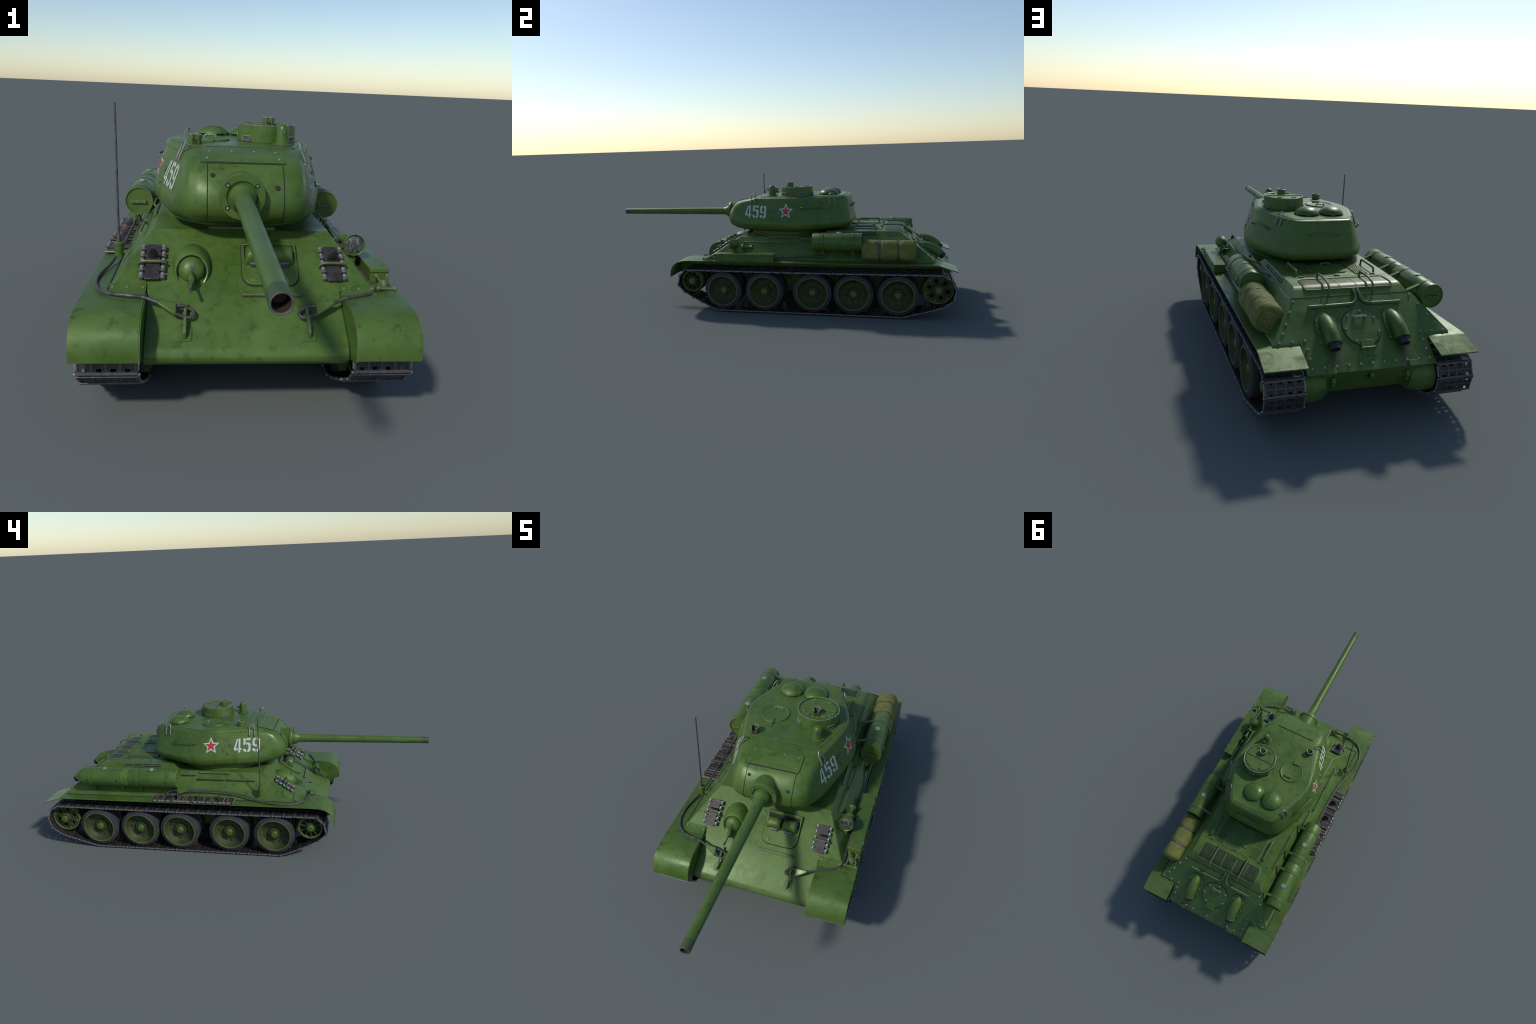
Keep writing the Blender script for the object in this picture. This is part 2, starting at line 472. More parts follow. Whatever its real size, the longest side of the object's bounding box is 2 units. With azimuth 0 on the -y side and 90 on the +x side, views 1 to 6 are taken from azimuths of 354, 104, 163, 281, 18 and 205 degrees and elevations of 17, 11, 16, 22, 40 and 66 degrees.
# rear armour plate with its overhanging lip and bolts
def rear_map(a, b, h): return on_rear(a, b, h)
poly = [(-0.243, 0.749), (0.243, 0.749), (0.338, 0.888), (0.240, 0.888), (0.240, 0.981), (-0.240, 0.981), (-0.240, 0.888), (-0.338, 0.888)]
REAR = obj('rear_plate', M().prism(poly, lambda a, b, h: on_rear(a, b, h - 0.0030), 0.0042), TANK, GREEN_SOOT, bevel=0.001)
bolt_me = M().lathe((0, 0, 0), (0, 0, 1), [(-0.001, 0), (-0.001, 0.0052), (0.0026, 0.0050), (0.0042, 0.0036), (0.0042, 0)], 10).mesh('bolt', BOLT, 50)
def bolt(p, n, scale=1.0, parent=TANK, name='bolt', me=None):
    o = bpy.data.objects.new(name, me or bolt_me); COL.objects.link(o)
    o.parent = parent
    q = V(n).to_track_quat('Z', 'Y')
    o.rotation_mode = 'QUATERNION'; o.rotation_quaternion = q
    o.location = p; o.scale = (scale,) * 3
    return o
yb = [(0.232, .759), (0.253, .792), (0.275, .828), (0.294, .856), (0.314, .882), (0.268, .8815), (0.222, .881), (0.2205, .907), (0.2195, .935), (0.220, .963), (0.176, .963), (0.132, .963), (0.088, .962), (0.044, .962)]
for x, y in yb:
    for s in (-1, 1):
        bolt(on_rear(s * x, y, 0.0010), RN, 1.0, REAR)
bolt(on_rear(0, .962, 0.0010), RN, 1.0, REAR)

# transmission hatch, hinge and handle on the rear plate
def disc_on(frame_o, n, r, h, seg=40, edge=0.0015):
    return M().lathe(frame_o, n, [(-0.002, 0), (-0.002, r), (h - edge, r), (h, r - edge), (h, 0)], seg)
hc = on_rear(0, .853, 0.0012)
HATCH_R = obj('transmission_hatch', disc_on(hc, RN, 0.073, 0.004), REAR, GREEN)
obj('hatch_seam', M().lathe(hc, RN, [(0.0002, 0.0725), (0.0006, 0.0745), (0.0002, 0.0760)], 48), REAR, SEAM)
for k in range(7):
    a = math.radians(90 + k * 360 / 7 + 8)
    p = hc + V((math.cos(a), 0, 0)) * 0.064 - RD * math.sin(a) * 0.064 + RN * 0.004
    bolt(p, RN, 0.95, REAR)
hx = Matrix((V((1, 0, 0)), RD, RN)).transposed()
m = M().box(hc + RD * 0.070 + RN * 0.006, (0.050, 0.030, 0.006), hx).box(hc + RD * 0.098 + RN * 0.001, (0.050, 0.026, 0.004), hx)
m.cyl(hc + RD * 0.084 + RN * 0.006 + V((-0.027, 0, 0)), hc + RD * 0.084 + RN * 0.006 + V((0.027, 0, 0)), 0.0045, seg=10)
obj('hatch_hinge', m, REAR, GREEN, bevel=0.0008)
m = M()
hh = hc - RD * 0.038 + RN * 0.004
m.box(hh + RN * 0.006, (0.042, 0.009, 0.004), hx).box(hh + V((-0.022, 0, 0)) + RN * 0.003, (0.010, 0.010, 0.006), hx).box(hh + V((0.022, 0, 0)) + RN * 0.003, (0.010, 0.010, 0.006), hx)
obj('hatch_handle', m, REAR, GRIP, bevel=0.0008)
# bent deflector pipe pair across the top of the plate
for s in (-1, 1):
    off = -0.0185
    e = [on_rear(s * 0.180, .7805, 0.0060), on_rear(s * 0.10, .7805, 0.0060), on_rear(off + s * 0.045, .7795, 0.0060)]
    bend = [(0.026, .777), (0.015, .769), (0.0090, .757), (0.0078, .744)]
    e += [on_rear(off + s * x, y, 0.0062) for x, y in bend] + [V((off + s * 0.0078, 0.731, 0.4195))]
    obj('gutter_pipe', M().tube(catmull(e, 5), 0.0064, 10), REAR, WORN_BAR)
# exhaust cowls
def exhaust(s):
    x = s * 0.131
    base = round_poly([(-0.041, 0.797), (0.041, 0.797), (0.041, 0.897), (-0.041, 0.897)], [0.05, 0.05, 0.0, 0.0], 8)
    cowl = obj('exhaust_cowl', M().prism(base, lambda a, b, h: on_rear(x + a, b, 0.0005 + h), 0.0048), REAR, GREEN, bevel=0.0010)
    obj('cowl_seam', M().tube([on_rear(x + a * 1.02, 0.847 + (b - 0.847) * 1.02, 0.0012) for a, b in base], 0.0012, 6, closed=True), REAR, SEAM)
    spine = catmull([(x, 0.794, 0.3440), (x, 0.832, 0.3400), (x, 0.866, 0.332), (x, 0.896, 0.316), (x, 0.918, 0.2965)], 6)
    rad = [(0, 0.013), (0.10, 0.0215), (0.28, 0.0268), (1, 0.0280)]
    m = M(); seg = 24; vs, fs = [], []
    n = len(spine)
    for i, p in enumerate(spine):
        t = (spine[min(i + 1, n - 1)] - spine[max(i - 1, 0)]).normalized()
        u = V((1, 0, 0)); w = t.cross(u).normalized()
        r = lerp_tab(rad, i / (n - 1))
        vs += [p + (u * math.cos(2 * PI * k / seg) + w * math.sin(2 * PI * k / seg)) * r for k in range(seg)]
    for i in range(n - 1):
        for k in range(seg):
            l = (k + 1) % seg
            fs.append((i * seg + k, i * seg + l, (i + 1) * seg + l, (i + 1) * seg + k))
    fs.append(tuple(range(seg))); fs.append(tuple(range((n - 1) * seg, n * seg)))
    m.add(vs, fs)
    obj('cowl_hood', m, REAR, GREEN)
    obj('cowl_lip', M().tube([spine[-1] + V((math.cos(2 * PI * k / 32) * 0.0275, 0, 0)) + V((0, 0.66, 0.75)) * (math.sin(2 * PI * k / 32) * 0.0275) for k in range(32)], 0.0018, 6, closed=True), REAR, GREEN)
    d = V((0, 0.030, -0.0225)).normalized()
    q = V((x, 0.905, 0.3105))
    obj('exhaust_pipe', M().lathe(q, d, [(0, 0), (0, 0.0195), (0.044, 0.0185), (0.046, 0.0170), (0.044, 0.0150), (0.018, 0.0150), (0.018, 0)], 24), REAR, BLACK, bevel=0)
    for a, b in ((0, .803), (-.034, .825), (-.035, .860), (-.034, .891), (.034, .825), (.035, .860), (.034, .891)):
        bolt(on_rear(x + a, b, 0.0050), RN, 0.55, REAR)
exhaust(1); exhaust(-1)
for s in (-1, 1):
    obj('tow_clip', M().box(on_rear(s * 0.154, .974, 0.0025), (0.036, 0.022, 0.005), hx), REAR, GREEN, bevel=0.001)
# lower stern: final drive housings, tow hooks, eye
for s in (-1, 1):
    prof = [(0, 0), (0, 0.055), (0.014, 0.066), (0.050, 0.072), (0.066, 0.072), (0.0665, 0.0705), (0.0705, 0.0705), (0.071, 0.0725), (0.092, 0.0725), (0.092, 0)]
    obj('final_drive_housing', M().lathe((s * 0.157, 0.902, 0.152), (s, 0, 0), prof, 40), HULL, GREEN)
    m = M()
    hk = [(0, 0), (0.030, 0.004), (0.036, -0.014), (0.030, -0.034), (0.014, -0.044), (0.012, -0.036), (0.022, -0.028), (0.024, -0.014), (0.0, -0.012)]
    m.prism(hk, lambda a, b, h: V((s * 0.140 - 0.006 + h, 0.935 + a, 0.188 + b)), 0.012)
    m.box((s * 0.140, 0.940, 0.176), (0.046, 0.012, 0.030))
    obj('tow_hook', m, HULL, GREEN, bevel=0.0015)
m = M()
m.lathe((-0.0065, 0.958, 0.188), (1, 0, 0), [(0, 0), (0, 0.016), (0.013, 0.016), (0.013, 0)], 20)
m.box((0, 0.948, 0.190), (0.013, 0.024, 0.030))
obj('tow_eye', m, HULL, GREEN, bevel=0.001)

# ------------------------------------------------------------------ engine deck
def deck_profile():
    # (y, z, half width, how far the flank reaches out at the base)
    return [(0.288, 0.4005, 0.2385), (0.318, 0.4275, 0.218), (0.50, 0.4295, 0.216), (0.690, 0.4305, 0.213), (0.702, 0.4298, 0.2135), (0.712, 0.4265, 0.215), (0.722, 0.4205, 0.219), (0.752, 0.3975, 0.2405)]
m = M()
rows = []
for y, z, hw in deck_profile():
    rows.append([(-0.2385, y, 0.3985), (-hw, y, z), (hw, y, z), (0.2385, y, 0.3985)])
vs = [V(p) for r in rows for p in r]
vs[0].y = vs[3].y = 0.288
fs = []
for i in range(len(rows) - 1):
    for j in range(3):
        fs.append((i * 4 + j, i * 4 + j + 1, i * 4 + 5 + j, i * 4 + 4 + j))
fs.append((0, 3, 2, 1)); k = (len(rows) - 1) * 4; fs.append((k, k + 1, k + 2, k + 3))
fs.append(tuple([i * 4 for i in range(len(rows))] + [i * 4 + 3 for i in reversed(range(len(rows)))]))
m.add(vs, fs)
DECK = obj('engine_deck', m, TANK, GREEN, bevel=0.0025, angle=28)
def deck_z(y):
    return lerp_tab([(a, b) for a, b, c in deck_profile()], y)

# wire-mesh air outlet: five bent panels in a frame
ys = [0.632, 0.66, 0.688, 0.700, 0.709, 0.718, 0.724]
def bent(x0, x1, y0, y1, lift, thick):
    yy = [y0] + [y for y in [0.66, 0.688, 0.700, 0.708, 0.715, 0.720] if y0 < y < y1] + [y1]
    xs = [x0 + (x1 - x0) * i / 3 for i in range(4)]
    return M().sheet([[(x, y, deck_z(y) + lift) for y in yy] for x in xs], thick)
pw = 0.344 / 5
for i in range(5):
    x0 = -0.172 + i * pw
    obj('mesh_panel', bent(x0 + 0.003, x0 + pw - 0.003, 0.640, 0.7215, 0.0016, 0.003), DECK, MESHMAT)
    if i:
        obj('panel_divider', bent(x0 - 0.003, x0 + 0.003, 0.640, 0.7215, 0.0030, 0.004), DECK, GREEN)
fr = []
corner = [(0.164, 0.632), (0.1735, 0.640), (0.176, 0.66), (0.1765, 0.69), (0.1770, 0.705), (0.1765, 0.716), (0.170, 0.7235)]
ring = [(x, y) for x, y in corner] + [(-x, y) for x, y in reversed(corner)]
obj('grille_frame', M().tube([(x, y, deck_z(y) + 0.0012) for x, y in ring], 0.0032, 8, closed=True), DECK, GREEN)
for s in (-1, 1):
    m = M()
    x = s * 0.088
    pts = [(x, 0.614, 0.424), (x, 0.614, 0.438), (x, 0.617, 0.446), (x, 0.626, 0.4495), (x, 0.66, 0.4505), (x, 0.695, 0.4505), (x, 0.716, 0.4475), (x, 0.734, 0.439), (x, 0.745, 0.425), (x, 0.744, 0.415), (x, 0.738, 0.404)]
    obj('deck_handrail', M().tube(catmull(pts, 4), 0.0042, 10), DECK, WORN_BAR)
    x = s * 0.163
    obj('deck_handrail', rail(M(), (x, 0.462, 0.4305), (x, 0.584, 0.4305), (0, 0, 0.0205), 0.0042), DECK, WORN_BAR)
    # air intake slats
    m = M()
    fr = [(s * 0.083, 0.43), (s * 0.133, 0.43), (s * 0.133, 0.596), (s * 0.083, 0.596)]
    obj('intake_grille_bed', M().box((s * 0.108, 0.513, 0.4298), (0.047, 0.160, 0.002)), DECK, GREEN_DUST_SHADE)
    for i in range(6):
        m.box((s * (0.0865 + i * 0.0086), 0.513, 0.4320), (0.0040, 0.160, 0.0036))
    for y in (0.47, 0.533):
        m.box((s * 0.108, y, 0.4322), (0.047, 0.004, 0.0038))
    obj('intake_slats', m, DECK, GREEN)
    rp = round_poly([(0.0825, 0.430), (0.1335, 0.430), (0.1335, 0.596), (0.0825, 0.596)], 0.008, 4)
    obj('intake_frame', M().tube([(s * a, b, 0.4312) for a, b in rp], 0.0022, 6, closed=True), DECK, GREEN)
    # side louvres on the deck flank
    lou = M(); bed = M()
    y0, y1 = 0.380, 0.592
    def flank(y, t, h):
        hw = 0.2165
        p = V((0.2385 + (hw - 0.2385) * t, y, 0.3985 + 0.031 * t))
        return V((s * (p.x + 0.80 * h), p.y, p.z + 0.60 * h))
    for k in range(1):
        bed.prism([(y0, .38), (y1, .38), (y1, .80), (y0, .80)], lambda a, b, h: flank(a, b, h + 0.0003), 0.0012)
    for k in range(5):
        yc = y0 + (y1 - y0) * k / 4
        lou.prism([(yc - .0025, .34), (yc + .0025, .34), (yc + .0025, .84), (yc - .0025, .84)], lambda a, b, h: flank(a, b, h + 0.0004), 0.0022)
    for t in (.36, .59, .82):
        lou.prism([(y0, t - .045), (y1, t - .045), (y1, t + .045), (y0, t + .045)], lambda a, b, h: flank(a, b, h + 0.0004), 0.0020)
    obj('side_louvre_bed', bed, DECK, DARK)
    obj('side_louvre', lou, DECK, GREEN)
# engine access hatch
hp = round_poly([(-0.062, 0.452), (0.062, 0.452), (0.062, 0.558), (-0.062, 0.558)], 0.016, 6)
obj('engine_hatch', M().prism(hp, lambda a, b, h: V((a, b, 0.4290 + h)), 0.0032), DECK, GREEN, bevel=0.0008)
obj('hatch_seam', M().tube([(a * 1.01, 0.505 + (b - 0.505) * 1.01, 0.4298) for a, b in hp], 0.0010, 6, closed=True), DECK, SEAM)
m = M()
rail(m, (-0.020, 0.466, 0.432), (0.020, 0.466, 0.432), (0, 0, 0.009), 0.0028)
obj('hatch_handle', m, DECK, WORN_BAR)
m = M()
for x in (-0.036, 0.036): m.box((x, 0.560, 0.4325), (0.026, 0.013, 0.004))
for x in (-0.150, 0.002, 0.150): m.box((x, 0.601, 0.4320), (0.022, 0.007, 0.005))
obj('hatch_hinge', m, DECK, GREEN, bevel=0.0008)
obj('deck_seam', M().box((0, 0.7480, 0.4030), (0.470, 0.0022, 0.0022)), DECK, SEAM)
obj('deck_seam', M().box((0, 0.609, 0.4302), (0.42, 0.0016, 0.0010)), DECK, SEAM)

# ------------------------------------------------------------------ fenders
F_PROF = [(-0.5405, 0.191), (-0.5405, 0.204), (-0.5390, 0.217), (-0.5350, 0.232), (-0.5280, 0.2465), (-0.5180, 0.2590), (-0.5050, 0.2695), (-0.489, 0.2775), (-0.470, 0.2825), (-0.440, 0.2850), (-0.400, 0.2855)]
for s in (-1, 1):
    curve = [(p.x, p.y) for p in catmull([V((a, b, 0)) for a, b in F_PROF], 2)]
    path = curve + [(-0.2, 0.2855), (0.2, 0.2855), (0.60, 0.2855), (0.896, 0.2855), (0.902, 0.2850), (0.908, 0.2832), (0.9975, 0.2535)]
    rows = [[(s * x, y, z) for x in (0.2435, 0.30, 0.395)] for y, z in path]
    if s < 0: rows = [list(reversed(r)) for r in rows]
    m = M().sheet([list(reversed(r)) for r in rows], 0.0035)
    FEN = obj('fender', m, TANK, GREEN, bevel=0.0008, angle=30)
    # inner cheek plate of the front mudguard
    inner = [(a, b - 0.002) for a, b in curve] + [(-0.36, 0.2828), (-0.345, 0.2835), (-0.480, gl(-0.480) - 0.004), (-0.494, 0.172)]
    obj('mudguard_cheek', M().prism(inner, lambda a, b, h: V((s * (0.2412 + h), a, b)), 0.0030), FEN, GREEN)
    # angled joint strip at the foot of the glacis
    rows = [[(s * x, y, z) for x in (0.2445, 0.29, 0.333)] for y, z in ((-0.365, 0.2868), (-0.350, 0.2905), (-0.331, 0.3010))]
    if s > 0: rows = [list(reversed(r)) for r in rows]
    obj('joint_strip', M().sheet(rows, 0.0040), FEN, GREEN, bevel=0.0006)
    for x in (0.252, 0.29, 0.325):
        bolt(V((s * x, -0.344, 0.2945)), G_N, 0.5, FEN, 'rivet')
    # rear flap: sheet in paler green, sky sheen painted into it
    rows = [[(s * x, y, z) for x in (0.2445, 0.394)] for y, z in ((0.9095, 0.2836), (0.997, 0.2552))]
    if s > 0: rows = [list(reversed(r)) for r in rows]
    obj('rear_mudflap', M().sheet(rows, 0.0012), FEN, GREEN_SHEEN)
    # seam where sponson meets fender
    obj('fender_seam', M().box((s * 0.3385, 0.27, 0.2862), (0.003, 1.22, 0.003)), FEN, SEAM)

# ------------------------------------------------------------------ glacis fittings
gx = Matrix((V((1, 0, 0)), G_UP, G_N)).transposed()
# driver's hatch
cx, half = 0.067, 0.0735
hp = round_poly([(cx - half, -0.331), (cx + half, -0.331), (cx + half * 0.985, -0.215), (cx - half * 0.985, -0.215)], [0.035, 0.035, 0.010, 0.010], 8)
DH = obj('driver_hatch', M().prism(hp, lambda a, b, h: on_glacis(a, b, h - 0.001), 0.0095), TANK, GREEN, bevel=0.0022, seg=3)
obj('hatch_seam', M().tube([on_glacis(cx + (a - cx) * 1.015, -0.273 + (b + 0.273) * 1.02, 0.0005) for a, b in hp], 0.0014, 6, closed=True), DH, SEAM)
obj('periscope_shade_plate', M().prism([(cx - 0.066, -0.262), (cx + 0.066, -0.262), (cx + 0.066, -0.2265), (cx - 0.066, -0.2265)], lambda a, b, h: on_glacis(a, b, 0.0078 + h), 0.0012), DH, DARK)  # dark plate on the hatch, added for the shade of a recess
m = M()
m.box(on_glacis(cx, -0.2205, 0.0085), (0.142, 0.011, 0.011), gx)
for x in (cx - half + 0.005, cx + half - 0.005):
    m.prism([(-0.2215, 0.006), (-0.2215, 0.014), (-0.240, 0.013), (-0.262, 0.0085)], lambda a, b, h: on_glacis(x - 0.003 + h, a, b), 0.006)
obj('periscope_guard', m, DH, GREEN, bevel=0.0012)
for sx in (-1, 1):
    xc = cx + sx * 0.0320 - 0.002
    # vaulted armoured eyelids over the periscopes
    base = on_glacis(0, -0.2760, 0)
    rows = []
    for i in range(13):
        u = -1 + 2 * i / 12
        row = []
        for j in range(15):
            v = -1 + 2 * j / 14
            su = (1 - abs(u) ** 5) ** 0.5
            sv = (1 - abs(v) ** 3.0) ** 0.5
            if v < 0: sv = max(sv, 0.0) * 0.86 + 0.14
            h = 0.0075 + 0.0360 * sv * (0.55 + 0.45 * su)
            p = base + G_UP * (0.0210 + 0.0250 * v) + G_N * h
            row.append(V((xc + 0.0298 * u, p.y, p.z)))
        rows.append(row)
    m = M()
    n_i, n_j = 13, 15
    vs = [p for r_ in rows for p in r_]
    nb_ = len(vs)
    vs += [V((p.x, *( (base + G_UP * (0.0210 + 0.0250 * (-1 + 2 * j / 14)) + G_N * 0.006).yz))) for i, r_ in enumerate(rows) for j, p in enumerate(r_)]
    fs = []
    for i in range(n_i - 1):
        for j in range(n_j - 1):
            q = (i * n_j + j, (i + 1) * n_j + j, (i + 1) * n_j + j + 1, i * n_j + j + 1)
            fs += [q, tuple(k + nb_ for k in reversed(q))]
    bd = [i * n_j for i in range(n_i)] + [(n_i - 1) * n_j + j for j in range(1, n_j)] + [i * n_j + n_j - 1 for i in range(n_i - 2, -1, -1)] + [j for j in range(n_j - 2, 0, -1)]
    for k, l in zip(bd, bd[1:] + bd[:1]): fs.append((k, l, l + nb_, k + nb_))
    m.add(vs, fs)
    obj('periscope_shutter', m, DH, GREEN, bevel=0.0, angle=42)
    obj('periscope_frame', M().box(on_glacis(xc, -0.2815, 0.0130), (0.036, 0.006, 0.018), gx), DH, BARE, bevel=0.001)
    obj('periscope_glass', M().box(on_glacis(xc, -0.2850, 0.0130), (0.028, 0.003, 0.012), gx), DH, GLASS)
for x in (0.024, 0.110):
    obj('hatch_stud', M().lathe(on_glacis(x, -0.3165, 0.007), G_N, [(0, 0), (0, 0.0085), (0.002, 0.008), (0.003, 0.006), (0.003, 0)], 20), DH, GREEN)
obj('glacis_bar', M().box(on_glacis(0.0655, -0.356, 0.004), (0.147, 0.010, 0.012), gx), TANK, WORN_BAR, bevel=0.0015)
obj('splash_strip', M().box((0.0, -0.163, 0.4010), (0.182, 0.007, 0.014)), TANK, WORN_BAR, bevel=0.001)

# bow machine gun: hood, ball, cradle, barrel
HX = -0.134
def hood_mesh():
    m = M(); seg = 32; rows = []
    for y, r in ((-0.200, 0.024), (-0.206, 0.035), (-0.215, 0.043), (-0.230, 0.0485), (-0.255, 0.0510), (-0.280, 0.0505), (-0.300, 0.0480), (-0.3120, 0.0455), (-0.3180, 0.0430), (-0.3200, 0.0405), (-0.3190, 0.0380), (-0.305, 0.0365)):
        lean = 0.42 * max(0.0, min(1.0, (-y - 0.22) / 0.08))
        ring = []
        for k in range(seg):
            a = 2 * PI * k / seg
            z = r * math.sin(a); x = r * math.cos(a)
            ring.append((HX + x, y + lean * (z + 0.020), 0.3260 + z))
        rows.append(ring)
    vs = [p for r in rows for p in r]
    fs = [(i * seg + k, i * seg + (k + 1) % seg, (i + 1) * seg + (k + 1) % seg, (i + 1) * seg + k) for i in range(len(rows) - 1) for k in range(seg)]
    fs.append(tuple(range(seg))); fs.append(tuple(range((len(rows) - 1) * seg, len(rows) * seg)))
    return m.add(vs, fs)
BOW = obj('bow_gun_hood', hood_mesh(), TANK, GREEN)
ax = V((0, -0.92, 0.38)).normalized()
obj('gun_ball', M().lathe((HX, -0.290, 0.322), ax, [(0, 0), (0, 0.0335), (0.012, 0.0345), (0.022, 0.032), (0.030, 0.026), (0.034, 0.018), (0.036, 0.008), (0.0362, 0)], 32), BOW, GREEN)
obj('ball_shade_ring', M().lathe((HX, -0.296, 0.322), ax, [(0.0, 0.041), (0.004, 0.030)], 32), BOW, DARK)  # near-black ring added to draw the shaded gap round the ball
obj('sight_hole', M().lathe(V((HX, -0.290, 0.322)) + ax * 0.0345 + V((0, 0, 0.004)), ax, [(0, 0.0045), (0.0022, 0.0045), (0.0022, 0)], 14), BOW, GLASS)
obj('gun_cradle', M().box((HX, -0.338, 0.3125), (0.014, 0.040, 0.024)).cyl((HX, -0.325, 0.326), (HX, -0.352, 0.322), 0.0068, seg=12), BOW, GREEN, bevel=0.0015)
obj('machine_gun_barrel', M().cyl((HX, -0.35, 0.3125), (HX, -0.397, 0.3102), 0.0036, 0.0032, 12), BOW, BARE)
obj('machine_gun_muzzle', M().cyl((HX, -0.394, 0.3103), (HX, -0.410, 0.3097), 0.0040, 0.0036, 12), BOW, simple('heat_blued_steel', (0.16, 0.05, 0.045), (0.05, 0.05, 0.15), rough=0.4, metal=0.3, scale=90))

# ------------------------------------------------------------------ track links
def guide_tooth(w, l, h, up=1):
    """pointed guide horn: flattened ogive"""
    m = M(); seg = 14; rows = []
    for t, k in ((0, 1.0), (0.35, 0.98), (0.62, 0.86), (0.82, 0.58), (0.94, 0.28), (1.0, 0.04)):
        rows.append([(w / 2 * max(k, .25) * math.cos(2 * PI * i / seg), l / 2 * k * math.sin(2 * PI * i / seg), up * h * t) for i in range(seg)])
    vs = [p for r in rows for p in r]
    fs = [(i * seg + q, i * seg + (q + 1) % seg, (i + 1) * seg + (q + 1) % seg, (i + 1) * seg + q) for i in range(len(rows) - 1) for q in range(seg)]
    fs += [tuple(range(seg)), tuple(range((len(rows) - 1) * seg, len(rows) * seg))]
    return m.add(vs, fs)

PITCH = 0.0552
def link_mesh(guide):
    """one shoe: pierced plate, ribs, knuckles; local x = width, y = run, z = outward"""
    W, t = 0.1400, 0.0050
    m = M(); cl = M()
    hw = W / 2
    # pierced plate made of lengthwise and crosswise bars
    holes = [-0.050, -0.018, 0.014, 0.046]
    edges = [-hw] + [e for h in holes for e in (h - 0.0062, h + 0.0062)] + [hw]
    y_in, y_out = 0.0135, 0.0225
    m.box((0, 0, 0), (W, 2 * y_in, t))
    for sy in (-1, 1):
        m.box((0, sy * (y_out + 0.0022), 0), (W, 0.0044, t))
        for a, b in zip(edges[0::2], edges[1::2]):
            m.box(((a + b) / 2, sy * (y_in + y_out) / 2, 0), (b - a, y_out - y_in, t * 0.98))
    # grousers
    for sy in (-1, 1):
        cl.box((0, sy * (y_out + 0.0020), t * 0.70), (W * 0.985, 0.0062, 0.0070))
    for x in (-0.066, -0.034, -0.002, 0.030, 0.064):
        cl.box((x, 0, t * 0.60), (0.0034, 2 * y_in + 0.010, 0.0036))
    cl.box((0, 0, t * 0.58), (W * 0.95, 0.0030, 0.0032))
    # knuckles
    for sy, offs in ((-1, (-0.056, -0.022, 0.012, 0.046)), (1, (-0.040, -0.006, 0.028, 0.060))):
        for x in offs:
            m.cyl((x - 0.0078, sy * PITCH / 2, 0), (x + 0.0078, sy * PITCH / 2, 0), 0.0056, seg=10)
    if guide:
        g = guide_tooth(0.013, 0.034, 0.046, -1)
        m.join(g)
    nb = len(m.f); m.join(cl)
    me = m.mesh('track_link', STEEL_RUST_SHADE, 40)
    me.materials.append(CLEAT)
    for i, p in enumerate(me.polygons):
        p.material_index = 1 if i >= nb else 0
    return me
def pin_mesh():
    m = M()
    m.cyl((-0.0710, PITCH / 2, 0), (0.0710, PITCH / 2, 0), 0.0036, seg=8)
    for s in (-1, 1):
        m.sphere((s * 0.0712, PITCH / 2, 0), 0.0046, 10)
        m.box((s * 0.0702, 0, 0), (0.0034, 0.037, 0.0056))
    return m
LINK = [link_mesh(False), link_mesh(True)]
PINM = pin_mesh().mesh('track_pin', PIN, 40)

front = [(-0.453, 0.2305), (-0.4875, 0.1960), (-0.5000, 0.1425), (-0.4635, 0.1045), (-0.4135, 0.0755), (-0.3640, 0.0500), (-0.3145, 0.0258), (-0.2665, 0.0078)]
rearp = [(0.7280, 0.0078), (0.7810, 0.0218), (0.8345, 0.0375), (0.8870, 0.0525), (0.9370, 0.0715), (0.9800, 0.1040), (0.9915, 0.1575), (0.9705, 0.2085), (0.9265, 0.2330)]
def span(a, b, n, sag=0.0):
    return [(a[0] + (b[0] - a[0]) * i / n, a[1] + (b[1] - a[1]) * i / n - sag * math.sin(PI * i / n)) for i in range(1, n)]
PINS = front + span(front[-1], rearp[0], 18) + rearp + span(rearp[-1], front[0], 25, 0.003)
XT = 0.319
for s in (-1, 1):
    TR = bpy.data.objects.new('track', None); COL.objects.link(TR); TR.parent = TANK
    n = len(PINS)
    for i in range(n):
        (y0, z0), (y1, z1) = PINS[i], PINS[(i + 1) % n]
        d = math.hypot(y1 - y0, z1 - z0)
        ang = math.atan2(-(z1 - z0), -(y1 - y0))     # path runs front -> bottom -> rear -> top; outward is local +z
        o = bpy.data.objects.new('track_link', LINK[i % 2]); COL.objects.link(o); o.parent = TR
        o.location = (s * XT, (y0 + y1) / 2, (z0 + z1) / 2)
        o.rotation_euler = (ang, 0, 0)
        o.scale = (1, d / PITCH, 1)
        p = bpy.data.objects.new('track_pin', PINM); COL.objects.link(p); p.parent = TR
        p.location = o.location; p.rotation_euler = (ang, 0, 0); p.scale = (1, d / PITCH, 1)

# ------------------------------------------------------------------ wheels
def ring_of(m, n, r, fn, phase=0.0):
    for k in range(n):
        a = 2 * PI * k / n + phase
        fn(m, r * math.cos(a), r * math.sin(a), a)
    return m

